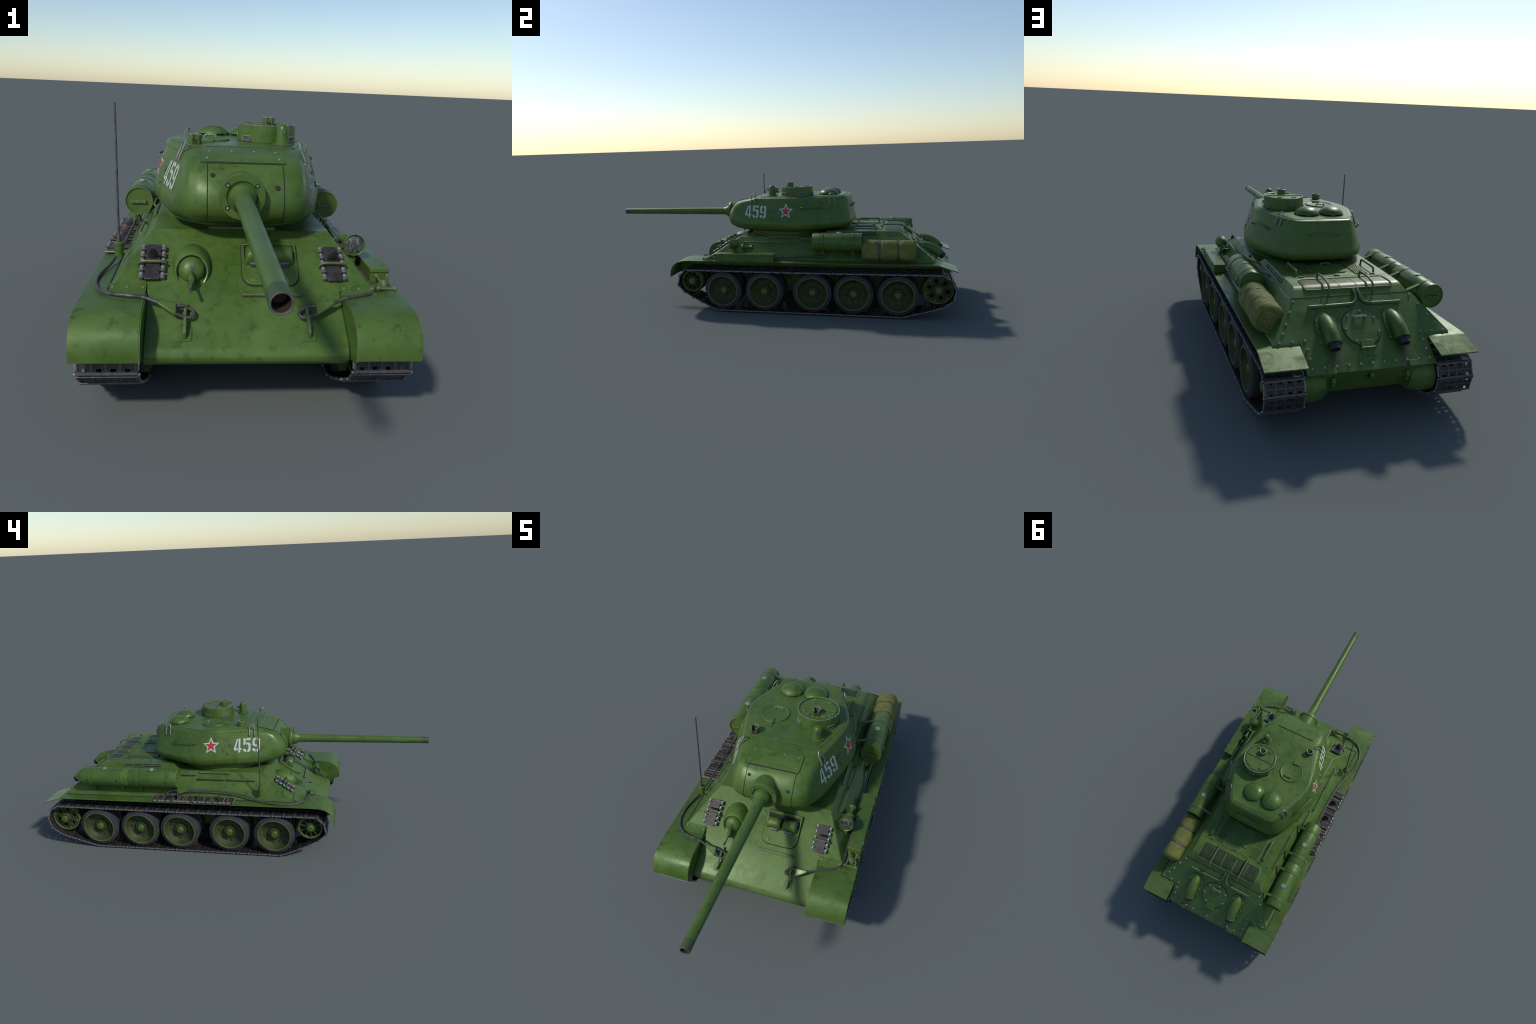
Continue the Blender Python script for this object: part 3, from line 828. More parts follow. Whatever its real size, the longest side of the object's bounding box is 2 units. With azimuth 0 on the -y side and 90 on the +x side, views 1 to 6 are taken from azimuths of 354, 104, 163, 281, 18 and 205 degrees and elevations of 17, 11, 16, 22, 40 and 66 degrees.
def wheel_meshes(s):
    """outer axis = s * x; origin on the outer tyre face"""
    ax = (s, 0, 0)
    def tyre(d0, d1):
        r0, r1 = 0.0845, 0.1042
        return [(d0, r0), (d0 + 0.005, r1 - 0.005), (d0 + 0.007, r1 - 0.0012), (d0 + 0.010, r1), (d1 - 0.010, r1), (d1 - 0.007, r1 - 0.0012), (d1 - 0.005, r1 - 0.005), (d1, r0), (d0, r0)]
    T = M()
    T.lathe((0, 0, 0), ax, tyre(-0.056, 0.0), 56)
    T.lathe((0, 0, 0), ax, tyre(-0.1300, -0.080), 56)
    L = M()   # rim lip
    L.lathe((0, 0, 0), ax, [(-0.003, 0.0855), (0.0014, 0.0855), (0.0020, 0.0843), (0.0014, 0.0808), (-0.004, 0.0802), (-0.054, 0.0802), (-0.056, 0.0848), (-0.003, 0.0855)], 56)
    L.lathe((0, 0, 0), ax, [(-0.1315, 0.0808), (-0.1315, 0.0848), (-0.080, 0.0848), (-0.080, 0.0802), (-0.1315, 0.0808)], 56)
    D = M()   # dished disc
    D.lathe((0, 0, 0), ax, [(-0.0005, 0.0810), (-0.008, 0.0790), (-0.018, 0.0740), (-0.028, 0.0672), (-0.0345, 0.0625), (-0.0360, 0.0595), (-0.0360, 0.0330), (-0.0250, 0.0312), (-0.0220, 0.0290), (-0.0220, 0.0240), (-0.0245, 0.0215), (-0.0245, 0)], 56)
    D.lathe((0, 0, 0), ax, [(-0.056, 0.082), (-0.042, 0.062), (-0.040, 0)], 56)
    D.lathe((0, 0, 0), ax, [(-0.1295, 0.0805), (-0.105, 0.064), (-0.103, 0.03), (-0.1295, 0.024), (-0.1295, 0)], 40)
    D.lathe((0, 0, 0), ax, [(-0.081, 0.082), (-0.096, 0.062), (-0.096, 0)], 40)
    D.cyl((s * -0.142, 0, 0), (s * -0.04, 0, 0), 0.022, seg=20)
    B = M()
    ring_of(B, 10, 0.0535, lambda m, a, b, t: m.lathe((s * -0.0365, a, b), ax, [(0, 0.0054), (0.0050, 0.0050), (0.0068, 0.0035), (0.0068, 0)], 8), 0.2)
    ring_of(B, 6, 0.0395, lambda m, a, b, t: m.lathe((s * -0.0365, a, b), ax, [(0, 0.0045), (0.0035, 0.0042), (0.0050, 0.003), (0.0050, 0)], 8), 0.5)
    H = M().lathe((0, 0, 0), ax, [(-0.026, 0.0185), (-0.015, 0.0180), (-0.011, 0.0165), (-0.0085, 0.0130), (-0.0078, 0)], 24)
    return [(nm, mm.mesh(nm, mt, 32)) for nm, mm, mt in (('tyre', T, RUBBER), ('rim', L, GREEN_RIM), ('wheel_disc', D, GREEN_DUST_SHADE), ('disc_bolts', B, GREEN_DUST_SHADE), ('hub_cap', H, GREEN))]

def idler_meshes(s):
    ax = (s, 0, 0)
    L = M()
    L.lathe((0, 0, 0), ax, [(-0.030, 0.0640), (-0.002, 0.0600), (0.0, 0.0590), (0.0, 0.0545), (-0.004, 0.0535), (-0.030, 0.0535), (-0.030, 0.0640)], 48)
    L.lathe((0, 0, 0), ax, [(-0.108, 0.060), (-0.108, 0.064), (-0.078, 0.066), (-0.078, 0.054), (-0.108, 0.056), (-0.108, 0.060)], 48)
    D = M()
    D.lathe((0, 0, 0), ax, [(-0.034, 0.0560), (-0.030, 0.030), (-0.010, 0.0265), (-0.006, 0.0240), (-0.006, 0)], 32)
    D.lathe((0, 0, 0), ax, [(-0.1, 0.060), (-0.086, 0.03), (-0.086, 0)], 32)
    D.cyl((s * -0.10, 0, 0), (s * -0.03, 0, 0), 0.024, seg=20)
    D.lathe((0, 0, 0), ax, [(-0.030, 0.0638), (-0.034, 0.066), (-0.036, 0.056)], 48)
    for k in range(10):
        a = 2 * PI * k / 10 + 0.15
        u, w = V((0, math.cos(a), math.sin(a))), V((0, -math.sin(a), math.cos(a)))
        p = [(0.022, -0.026), (0.022, -0.008), (0.0550, -0.004), (0.0550, -0.026)]
        D.prism(p, lambda r, d, h: u * r + V((s * d, 0, 0)) + w * (h - 0.002), 0.004)
    H = M().lathe((0, 0, 0), ax, [(-0.006, 0.0185), (0.006, 0.0175), (0.009, 0.0150), (0.0105, 0.010), (0.0105, 0)], 24)
    return [(nm, mm.mesh(nm, mt, 32)) for nm, mm, mt in (('rim', L, GREEN_RIM), ('spoked_disc', D, GREEN_DUST_SHADE), ('hub_cap', H, GREEN))]

def sprocket_meshes(s):
    ax = (s, 0, 0)
    # pierced disc as a prism with six holes (bridged by sectors)
    D = M(); seg = 12
    r_in, r_out, rh, rc = 0.026, 0.0725, 0.0118, 0.0465
    for k in range(6):
        c = 2 * PI * k / 6 + PI / 6
        # sector split radially around the hole: outer ring follows sector boundary, inner ring is the hole
        nb = 24
        outer, inner = [], []
        for i in range(nb):
            t = 2 * PI * i / nb
            d = V((math.cos(t), math.sin(t)))
            # march from the hole centre to the sector border (polar box)
            lo, hi = 0.0, 0.1
            for _ in range(30):
                mid = (lo + hi) / 2
                q = V((rc, 0)) + d * mid
                rr, aa = q.length, math.atan2(q.y, q.x)
                if r_in < rr < r_out and abs(aa) < PI / 6: lo = mid
                else: hi = mid
            outer.append(V((rc, 0)) + d * lo); inner.append(V((rc, 0)) + d * rh)
        # snap four sector corners so neighbouring sectors close up
        for cr in (r_in, r_out):
            for ca in (-PI / 6, PI / 6):
                q = V((cr * math.cos(ca), cr * math.sin(ca)))
                j = min(range(nb), key=lambda i: (outer[i] - q).length)
                outer[j] = q
        rot = lambda q: V((q.x * math.cos(c) - q.y * math.sin(c), q.x * math.sin(c) + q.y * math.cos(c)))
        vs, fs = [], []
        for dep in (-0.028, -0.042):
            for lst in (outer, inner):
                vs += [V((s * dep, *rot(q))) for q in lst]
        for i in range(nb):
            j = (i + 1) % nb
            fs += [(i, j, nb + j, nb + i), (2 * nb + i, 2 * nb + j, 3 * nb + j, 3 * nb + i), (nb + i, nb + j, 3 * nb + j, 3 * nb + i)]
        D.add(vs, fs)
        p = V((math.cos(c), math.sin(c))) * rc
        D.lathe((0, p.x, p.y), ax, [(-0.034, 0.0112), (-0.025, 0.0116), (-0.025, 0.0150), (-0.028, 0.0160)], 16)
    for k in range(6):
        a = 2 * PI * k / 6
        u, w = V((0, math.cos(a), math.sin(a))), V((0, -math.sin(a), math.cos(a)))
        D.prism([(0.024, -0.029), (0.024, -0.020), (0.070, -0.024), (0.070, -0.029)], lambda r, d, h: u * r + V((s * d, 0, 0)) + w * (h - 0.002), 0.004)
    D.lathe((0, 0, 0), ax, [(-0.10, 0.060), (-0.095, 0.0)], 30)
    D.cyl((s * -0.11, 0, 0), (s * -0.030, 0, 0), 0.026, seg=24)
    D.lathe((0, 0, 0), ax, [(-0.112, 0), (-0.112, 0.072), (-0.098, 0.072), (-0.098, 0)], 40)
    D.lathe((0, 0, 0), ax, [(-0.030, 0.0310), (-0.010, 0.0285), (-0.007, 0.0260), (-0.007, 0.0215), (-0.010, 0.0205), (-0.010, 0)], 32)
    L = M().lathe((0, 0, 0), ax, [(-0.044, 0.0700), (-0.022, 0.0700), (-0.020, 0.0715), (-0.020, 0.0745), (-0.023, 0.0757), (-0.044, 0.0757), (-0.044, 0.0700)], 48)
    for k in range(6):
        a = 2 * PI * k / 6 + 0.0
        L.lathe((0, 0.0635 * math.cos(a), 0.0635 * math.sin(a)), ax, [(-0.030, 0.0060), (-0.021, 0.0058), (-0.021, 0)], 8)
    for k in range(6):      # rollers that drive the guide horns
        a = 2 * PI * k / 6 + 0.3
        D.cyl((s * -0.10, 0.066 * math.cos(a), 0.066 * math.sin(a)), (s * -0.040, 0.066 * math.cos(a), 0.066 * math.sin(a)), 0.0085, seg=12)
    H = M().lathe((0, 0, 0), ax, [(-0.012, 0.0180), (-0.001, 0.0170), (0.001, 0.0150), (0.002, 0)], 24)
    return [(nm, mm.mesh(nm, mt, 32)) for nm, mm, mt in (('rim', L, GREEN_RIM), ('sprocket_disc', D, GREEN_DUST_SHADE), ('hub_cap', H, GREEN))]

WY = [-0.237, -0.003, 0.261, 0.4785, 0.7075]
for s in (-1, 1):
    parts = wheel_meshes(s)
    for y in WY:
        w = bpy.data.objects.new('road_wheel', parts[0][1]); COL.objects.link(w); w.parent = TANK
        w.location = (s * 0.3875, y, 0.1185); w.rotation_euler = (R.uniform(0, 6.28), 0, 0)
        for nm, me in parts[1:]:
            o = bpy.data.objects.new(nm, me); COL.objects.link(o); o.parent = w
        # swing arm
        obj('suspension_arm', M().cyl((s * 0.24, y - 0.075 if y < 0.5 else y - 0.07, 0.155), (s * 0.262, y, 0.1195), 0.018, 0.020, 16), HULL, GREEN_DUST_SHADE)
    for nm, (y, z, xo, fn) in {'idler_wheel': (-0.4195, 0.1655, 0.374, idler_meshes), 'drive_sprocket': (0.9065, 0.1530, 0.3780, sprocket_meshes)}.items():
        parts2 = fn(s)
        w = bpy.data.objects.new(nm, parts2[1][1]); COL.objects.link(w); w.parent = TANK
        w.location = (s * xo, y, z); w.rotation_euler = (0.26 if nm[0] == 'd' else 0.1, 0, 0)
        for k in (0, 2):
            o = bpy.data.objects.new(parts2[k][0], parts2[k][1]); COL.objects.link(o); o.parent = w
    obj('idler_axle', M().cyl((s * 0.235, -0.4195, 0.1655), (s * 0.30, -0.4195, 0.1655), 0.022, seg=20).box((s * 0.240, -0.40, 0.150), (0.02, 0.08, 0.07)), HULL, GREEN_DUST_SHADE)

# ------------------------------------------------------------------ spare track links
def spare_link(w, l, tooth):
    m = M()
    t = 0.006
    core = w * 0.52
    poly = [(-core / 2, -l * .40), (-core / 2, -l * .5), (core / 2, -l * .5), (core / 2, -l * .40), (core * .38, -l * .32), (core * .38, -l * 0.10), (w * .44, -l * .06), (w * .44, l * .12),
            (core * .38, l * .16), (core * .38, l * .34), (core / 2, l * .40), (core / 2, l * .5), (-core / 2, l * .5), (-core / 2, l * .40), (-core * .38, l * .34), (-core * .38, l * .16), (-w * .44, l * .12), (-w * .44, -l * .06), (-core * .38, -l * .10), (-core * .38, -l * .32)]
    m.prism(poly, lambda a, b, h: V((a, b, h)), t)
    return m
def glacis_links(s):
    x0 = s * 0.2325
    SL = None
    yl = [-0.2735 + 0.0238, -0.2735 - 0.0238]
    # local sizes along the slope
    for k, y in enumerate(yl):
        w, l = 0.060, 0.055
        m = M()
        c = on_glacis(x0, y, 0.006)
        ks = (0.017, -0.0057, -0.0284) if k == 0 else (0.0057, -0.017)     # knuckle rows along the slope
        cuts = sorted(ks)
        edge = [(0.0180, -0.0285)]
        for q in cuts:
            edge += [(0.0180, q - 0.0062), (0.0235, q - 0.0062), (0.0235, q + 0.0062), (0.0180, q + 0.0062)]
        edge += [(0.0180, 0.0285)]
        edge = [(a_, max(-0.0285, min(0.0285, b_))) for a_, b_ in edge]
        outl = []
        for q in edge + [(-a_, b_) for a_, b_ in reversed(edge)]:
            if not outl or (abs(q[0] - outl[-1][0]) + abs(q[1] - outl[-1][1])) > 1e-6: outl.append(q)
        m.prism(outl, lambda a, b, h: c + V((a, 0, 0)) + G_UP * b + G_N * h, 0.006)
        LK = obj('spare_track_link', m, TANK, STEEL, bevel=0.0008)
        kn = M()
        for sx in (-1, 1):
            for b in ks:
                p = c + V((sx * 0.0265, 0, 0)) + G_UP * b + G_N * 0.004
                kn.lathe(p - G_UP * 0.0080, G_UP, [(0, 0), (0, 0.0050), (0.001, 0.0062), (0.004, 0.0062), (0.0055, 0.0054), (0.0105, 0.0054), (0.012, 0.0062), (0.015, 0.0062), (0.016, 0.0050), (0.016, 0)], 12)
        obj('link_knuckle', kn, LK, PIN)
        if k == 0:
            tm = guide_tooth(0.028, 0.008, 0.040)
            base = c + G_UP * -0.016 + G_N * 0.004
            tm.v = [base + V((p.x, 0, 0)) + G_UP * p.y + (G_N * 1.0) * p.z for p in tm.v]
            obj('guide_horn', tm, LK, STEEL)
    bar = M()
    b0, b1 = on_glacis(x0 - 0.035, -0.2805, 0), on_glacis(x0 + 0.035, -0.2805, 0)
    rail(bar, b0, b1, G_N * 0.022, 0.0036)
    obj('link_clamp', bar, TANK, WORN_BAR)
glacis_links(1); glacis_links(-1)

# row of spare links strapped on the right fender
y0, nl = -0.035, 8
pl = 0.425 / nl
for k in range(nl):
    yc = y0 + pl * (k + 0.5)
    m = M()
    zt = 0.2905
    m.box((-0.356, yc, zt), (0.058, pl * 0.94, 0.0065))
    m.box((-0.356, yc, zt + 0.003), (0.070, pl * 0.40, 0.004))
    LK = obj('spare_track_link', m, TANK, STEEL, bevel=0.0008)
    kn = M()
    for x in (-0.322, -0.3915):
        for b in (-0.30, 0.16) if k % 2 else (-0.12, 0.34):
            kn.cyl((x, yc + pl * (b - 0.17), zt + 0.002), (x, yc + pl * (b + 0.17), zt + 0.002), 0.0062, seg=12)
    kn.cyl((-0.394, yc - pl / 2, zt + 0.002), (-0.318, yc - pl / 2, zt + 0.002), 0.0036, seg=8)
    obj('link_knuckle', kn, LK, PIN)
    if k % 2 == 1 and k < 7 or k == 7:
        tm = guide_tooth(0.034, 0.009, 0.040)
        tm.v = [V((-0.356, yc, zt)) + p for p in tm.v]
        if k != 7: obj('guide_horn', tm, LK, STEEL)
for y in (-0.012, 0.075, 0.112, 0.205, 0.245, 0.362):
    obj('tie_strap', M().prism([(-0.3965, 0.284), (-0.3985, 0.290), (-0.394, 0.3010), (-0.318, 0.3010), (-0.314, 0.290), (-0.317, 0.290), (-0.320, 0.2985), (-0.392, 0.2985), (-0.3955, 0.290)], lambda a, b, h: V((a, y + h, b)), 0.0110), TANK, TIE)

# ------------------------------------------------------------------ tow hooks and wire ropes
for s in (-1, 1):
    m = M()
    hk = [(-0.462, 0.004), (-0.455, 0.018), (-0.440, 0.024), (-0.420, 0.021), (-0.404, 0.016), (-0.398, 0.020), (-0.396, 0.004), (-0.404, 0.000), (-0.412, 0.010), (-0.430, 0.014), (-0.446, 0.012), (-0.452, 0.0)]
    m.prism(hk, lambda a, b, h: on_glacis(s * 0.147 - 0.0035 + h, a, b), 0.007)
    o = obj('tow_hook', m, TANK, WORN_BAR, bevel=0.0012)
    pp = round_poly([(-0.0165, -0.466), (0.0165, -0.466), (0.0165, -0.432), (-0.0165, -0.432)], 0.007, 4)
    obj('hook_base', M().prism(pp, lambda a, b, h: on_glacis(s * 0.147 + a, b, h - 0.001), 0.004), o, GREEN, bevel=0.0008)
    obj('hook_latch', M().cyl(on_glacis(s * 0.147 - 0.013, -0.394, 0.010), on_glacis(s * 0.147 + 0.013, -0.394, 0.010), 0.0042, seg=10).box(on_glacis(s * 0.147, -0.388, 0.006), (0.010, 0.016, 0.012), gx), o, GREEN)
    # front eye: loop + cone ferrule
    a = V((s * 0.208, -0.4105, 0.2800)); b = V((s * 0.172, -0.4170, 0.2680))
    rope_front = [b + V((0, 0.010, 0.004)), V((s * 0.150, -0.405, 0.2700)), V((s * 0.132, -0.409, 0.2620)), V((s * 0.1265, -0.4185, 0.2555)), V((s * 0.134, -0.4265, 0.2505)), V((s * 0.152, -0.4275, 0.2535)), b + V((0, -0.012, -0.006))]
    if s < 0:
        body = [V((-0.245, -0.400, 0.290)), V((-0.285, -0.3985, 0.2945)), V((-0.330, -0.378, 0.2915)), V((-0.360, -0.340, 0.2895)), V((-0.374, -0.285, 0.2890)), V((-0.372, -0.225, 0.2905)), V((-0.357, -0.160, 0.2960)), V((-0.345, -0.110, 0.310)), V((-0.336, -0.060, 0.3190)), V((-0.332, 0.020, 0.3270)), V((-0.330, 0.100, 0.3300)), V((-0.331, 0.180, 0.3290)), V((-0.334, 0.226, 0.3270))]
        e0, e1 = V((-0.334, 0.226, 0.327)), V((-0.337, 0.262, 0.322))
        loop = [e1 + V((0.006, -0.002, 0.010)), V((-0.336, 0.285, 0.330)), V((-0.342, 0.312, 0.322)), V((-0.348, 0.316, 0.312)), V((-0.349, 0.290, 0.308)), e1 + V((-0.006, 0, -0.008))]
    else:
        body = [V((0.245, -0.395, 0.2880)), V((0.285, -0.380, 0.2890)), V((0.318, -0.362, 0.2900)), V((0.334, -0.335, 0.2905)), V((0.3355, -0.290, 0.2915)), V((0.334, -0.200, 0.2960)), V((0.333, -0.090, 0.3000)), V((0.333, 0.040, 0.3040)), V((0.334, 0.130, 0.3030)), V((0.333, 0.190, 0.3090)), V((0.331, 0.232, 0.3170))]
        e0, e1 = V((0.331, 0.232, 0.317)), V((0.330, 0.270, 0.317))
        loop = [e1 + V((-0.002, 0, 0.009)), V((0.332, 0.295, 0.326)), V((0.335, 0.322, 0.324)), V((0.337, 0.327, 0.316)), V((0.337, 0.300, 0.309)), e1 + V((0.002, 0, -0.008))]
    rope = obj('tow_rope', M().tube(catmull([a] + body, 8), 0.0042, 10), TANK, CABLE)
    obj('rope_eye', M().tube(catmull(rope_front, 6), 0.0040, 10), rope, CABLE)
    obj('rope_eye', M().tube(catmull(loop, 6), 0.0038, 10), rope, CABLE)
    def ferrule(p, q, wide):
        d = (q - p).normalized(); w = wide.normalized(); n = d.cross(w).normalized()
        m = M(); vs = []
        for c, ww, hh in ((p - d * 0.004, 0.0055, 0.0055), (q + d * 0.004, 0.0175, 0.0065)):
            vs += [c + w * (ww * i) + n * (hh * j) for i, j in ((-1, -1), (1, -1), (1, 1), (-1, 1))]
        return m.add(vs, [(0, 1, 2, 3), (4, 7, 6, 5), (0, 4, 5, 1), (1, 5, 6, 2), (2, 6, 7, 3), (3, 7, 4, 0)])
    obj('rope_ferrule', ferrule(a, b, V((0, 0.75, 0.60))), rope, GREEN, bevel=0.003)
    obj('rope_ferrule', ferrule(e0, e1, V((0.3, 0, 1))), rope, GREEN, bevel=0.003)
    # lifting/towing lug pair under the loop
# shackle on the left fender
m = M()
c = V((0.366, -0.312, 0.2865))
m.tube(catmull([c + V((-0.017, -0.026, 0.008)), c + V((-0.016, -0.006, 0.012)), c + V((0, 0.008, 0.016)), c + V((0.016, -0.006, 0.012)), c + V((0.017, -0.026, 0.008))], 5), 0.0038, 8)
m.cyl(c + V((-0.024, -0.028, 0.008)), c + V((0.024, -0.028, 0.008)), 0.0036, seg=8)
for s in (-1, 1): m.sphere(c + V((s * 0.022, -0.028, 0.008)), 0.0068, 10)
m.tube(catmull([c + V((-0.015, 0.020, 0.026)), c + V((-0.010, 0.004, 0.018)), c + V((0, -0.004, 0.016)), c + V((0.010, 0.004, 0.018)), c + V((0.015, 0.020, 0.026))], 5), 0.0034, 8)
m.lathe(c + V((0, 0.0, 0.006)), (0, 0, 1), [(0, 0), (0, 0.012), (0.010, 0.010), (0.016, 0.007), (0.017, 0)], 14)
for s in (-1, 1): m.sphere(c + V((s * 0.015, 0.022, 0.026)), 0.0058, 8)
obj('towing_shackle', m, TANK, WORN_BAR)

# ------------------------------------------------------------------ stowage box, lamp, horn, antenna
BX = obj('stowage_box', M().box((0.3655, -0.1085, 0.3015), (0.050, 0.328, 0.031)), TANK, GREEN, bevel=0.001)
obj('box_lid', M().box((0.3650, -0.1085, 0.3215), (0.0545, 0.334, 0.0105)), BX, GREEN, bevel=0.0012)
for y in (-0.235, 0.008):
    obj('box_latch', M().box((0.3932, y, 0.318), (0.0025, 0.005, 0.016)).box((0.3915, y, 0.3275), (0.010, 0.012, 0.002)), BX, WORN_BAR)
obj('box_handle', rail(M(), (0.355, 0.0555, 0.305), (0.378, 0.0555, 0.305), (0, 0.007, 0), 0.002), BX, WORN_BAR)

LAMP = V((0.311, -0.188, 0.3695))
la = V((-0.03, -0.985, 0.09)).normalized()
HL = obj('headlamp', M().lathe(LAMP, la, [(-0.031, 0), (-0.030, 0.010), (-0.025, 0.0185), (-0.016, 0.0252), (-0.004, 0.0285), (0.010, 0.0295), (0.012, 0.0302), (0.0145, 0.0302), (0.0155, 0.0290), (0.0140, 0.0272), (0.008, 0.0268), (0.008, 0)], 36), TANK, GREEN)
obj('lamp_lens', M().lathe(LAMP, la, [(0.0085, 0.0270), (0.0115, 0.020), (0.0130, 0.010), (0.0135, 0)], 32), HL, LENS_MAT)
obj('lamp_bracket', M().lathe(LAMP + V((0, 0.004, -0.030)), (0, 0, -1), [(-0.004, 0), (-0.004, 0.008), (0.010, 0.006), (0.012, 0.011), (0.030, 0.012), (0.030, 0)], 14).box(LAMP + V((-0.018, 0.004, -0.040)), (0.050, 0.010, 0.005)), HL, GREEN)
HORN = V((0.3125, -0.13, 0.352))
HN = obj('signal_horn', M().lathe(HORN, (0, 1, 0), [(-0.016, 0), (-0.0145, 0.008), (-0.009, 0.0125), (-0.003, 0.0140), (-0.001, 0.0175), (0.003, 0.0175), (0.004, 0.011), (0.012, 0.0075), (0.034, 0.0072), (0.044, 0.0095), (0.050, 0.0145), (0.053, 0.0165), (0.0545, 0.0160), (0.050, 0.011), (0.030, 0.004), (0.030, 0)], 28), TANK, GREEN)
obj('horn_bracket', M().box(HORN + V((-0.006, 0.0, -0.022)), (0.012, 0.004, 0.040)).box(HORN + V((-0.022, 0.0, -0.004)), (0.034, 0.005, 0.010)), HN, GREEN)

AB = V((-0.3325, -0.167, 0.322))
AN = obj('antenna_base', M().lathe(AB, (0, 0, 1), [(0, 0), (0, 0.0125), (0.033, 0.0125), (0.0345, 0.0132), (0.038, 0.0132), (0.039, 0.0120), (0.039, 0)], 24).box(AB + V((0.022, 0, 0.012)), (0.030, 0.010, 0.006)), TANK, GREEN)
obj('antenna_rod', M().lathe(AB, (0, 0, 1), [(0.038, 0), (0.038, 0.0075), (0.044, 0.0068), (0.052, 0.0050), (0.060, 0.0042), (0.066, 0.0034), (0.402, 0.0026), (0.4025, 0)], 12), AN, CABLE)

# ------------------------------------------------------------------ hull-side handrails and strips
for s in (-1, 1):
    def on_side(y, z, h): return V((s * (side_x(z) + SIDE_N.x * h), y, z + SIDE_N.z * h))
    n = V((s * SIDE_N.x, 0, SIDE_N.z))
    for ya, yb_, z in ((-0.130, 0.014, 0.366), (0.031, 0.170, 0.366), (0.187, 0.300, 0.382)):
        obj('side_handrail', rail(M(), on_side(ya, z, 0), on_side(yb_, z, 0), n * 0.0150, 0.0038), TANK, WORN_BAR)
    m = M()
    m.prism([(0.004, 0.3895), (0.168, 0.3895), (0.168, 0.3985), (0.004, 0.3985)], lambda a, b, h: on_side(a, b, h), 0.008)
    obj('side_strip', m, TANK, WORN_BAR, bevel=0.0012)

# ------------------------------------------------------------------ fuel drums
def drum(s, y0, y1, straps, cap, front_face, rear_face):
    cxx, cz, r = s * 0.3235, 0.3880, 0.0470
    L = y1 - y0
    prof = [(0.004, 0), (0.004, r - 0.003), (0.0, r - 0.003), (0.0, r), (0.0015, r + 0.0006), (L - 0.0015, r + 0.0006), (L, r), (L, r - 0.003), (L - 0.004, r - 0.003), (L - 0.004, 0)]
    D = obj('fuel_drum', M().lathe((cxx, y0, cz), (0, 1, 0), prof, 40), TANK, GREEN, angle=25)
    for y in straps:
        obj('drum_strap', M().lathe((cxx, y - 0.0075, cz), (0, 1, 0), [(0, r), (0, r + 0.0022), (0.015, r + 0.0022), (0.015, r)], 40), D, GREEN)
        for e in (-0.0083, 0.0083):
            obj('strap_edge', M().lathe((cxx, y + e - 0.0008, cz), (0, 1, 0), [(0, r), (0, r + 0.0010), (0.0016, r + 0.0010), (0.0016, r)], 40), D, SEAM)
        m = M()
        m.box((cxx + s * (r + 0.003), y, cz + 0.004), (0.007, 0.016, 0.006))
        obj('strap_buckle', m, D, BARE, bevel=0.0006)
        # bracket legs: tangent bands to the hull side, above and below
        m = M()
        for a, zt in ((math.radians(68), 0.4020), (math.radians(-62), 0.3040)):
            p = V((cxx + s * -0.0 + s * math.cos(a) * -0.1 * 0, 0, 0))
            ps = V((cxx + s * (r + 0.001) * math.cos(a) * (1 if a < 0 else -1) * (0.35 if a > 0 else 0.6), y, cz + (r + 0.001) * math.sin(a) * (1.0 if a > 0 else 0.93)))
            hx_ = s * (side_x(min(zt, 0.399)) - (0.001 if a < 0 else 0.004))
            pe = V((hx_, y, zt))
            w = V((0, 0.0075, 0)); d = (pe - ps).normalized(); nn = d.cross(V((0, 1, 0))).normalized() * 0.0013
            vs = [ps - w - nn, ps + w - nn, ps + w + nn, ps - w + nn, pe - w - nn, pe + w - nn, pe + w + nn, pe - w + nn]
            m.add(vs, [(0, 1, 2, 3), (4, 7, 6, 5), (0, 4, 5, 1), (1, 5, 6, 2), (2, 6, 7, 3), (3, 7, 4, 0)])
        obj('drum_bracket', m, D, GREEN)
    obj('filler_cap', M().lathe((cxx, cap, cz + r - 0.002), (0, 0, 1), [(0, 0.0135), (0.004, 0.0135), (0.0055, 0.012), (0.0055, 0.0085), (0.0075, 0.008), (0.0075, 0)], 20), D, BOLT)
    for y, d, show in ((y0 + 0.004, -1, front_face), (y1 - 0.004, 1, rear_face)):
        if show:
            m = M()
            m.box((cxx, y + d * 0.0075, cz - 0.003), (0.044, 0.003, 0.009))
            for q in (-1, 1): m.box((cxx + q * 0.022, y + d * 0.004, cz - 0.003), (0.006, 0.009, 0.011))
            obj('drum_handle', m, D, WORN_BAR, bevel=0.0008)
    return D
drum(-1, 0.260, 0.5155, (0.308, 0.470), 0.400, True, False)
drum(-1, 0.5180, 0.776, (0.569, 0.729), 0.659, False, True)
obj('drum_joint', M().lathe((-0.3235, 0.5148, 0.3880), (0, 1, 0), [(0, 0.0465), (0.004, 0.0465)], 40), TANK, DARK)
drum(1, 0.262, 0.521, (0.314, 0.472), 0.400, True, True)

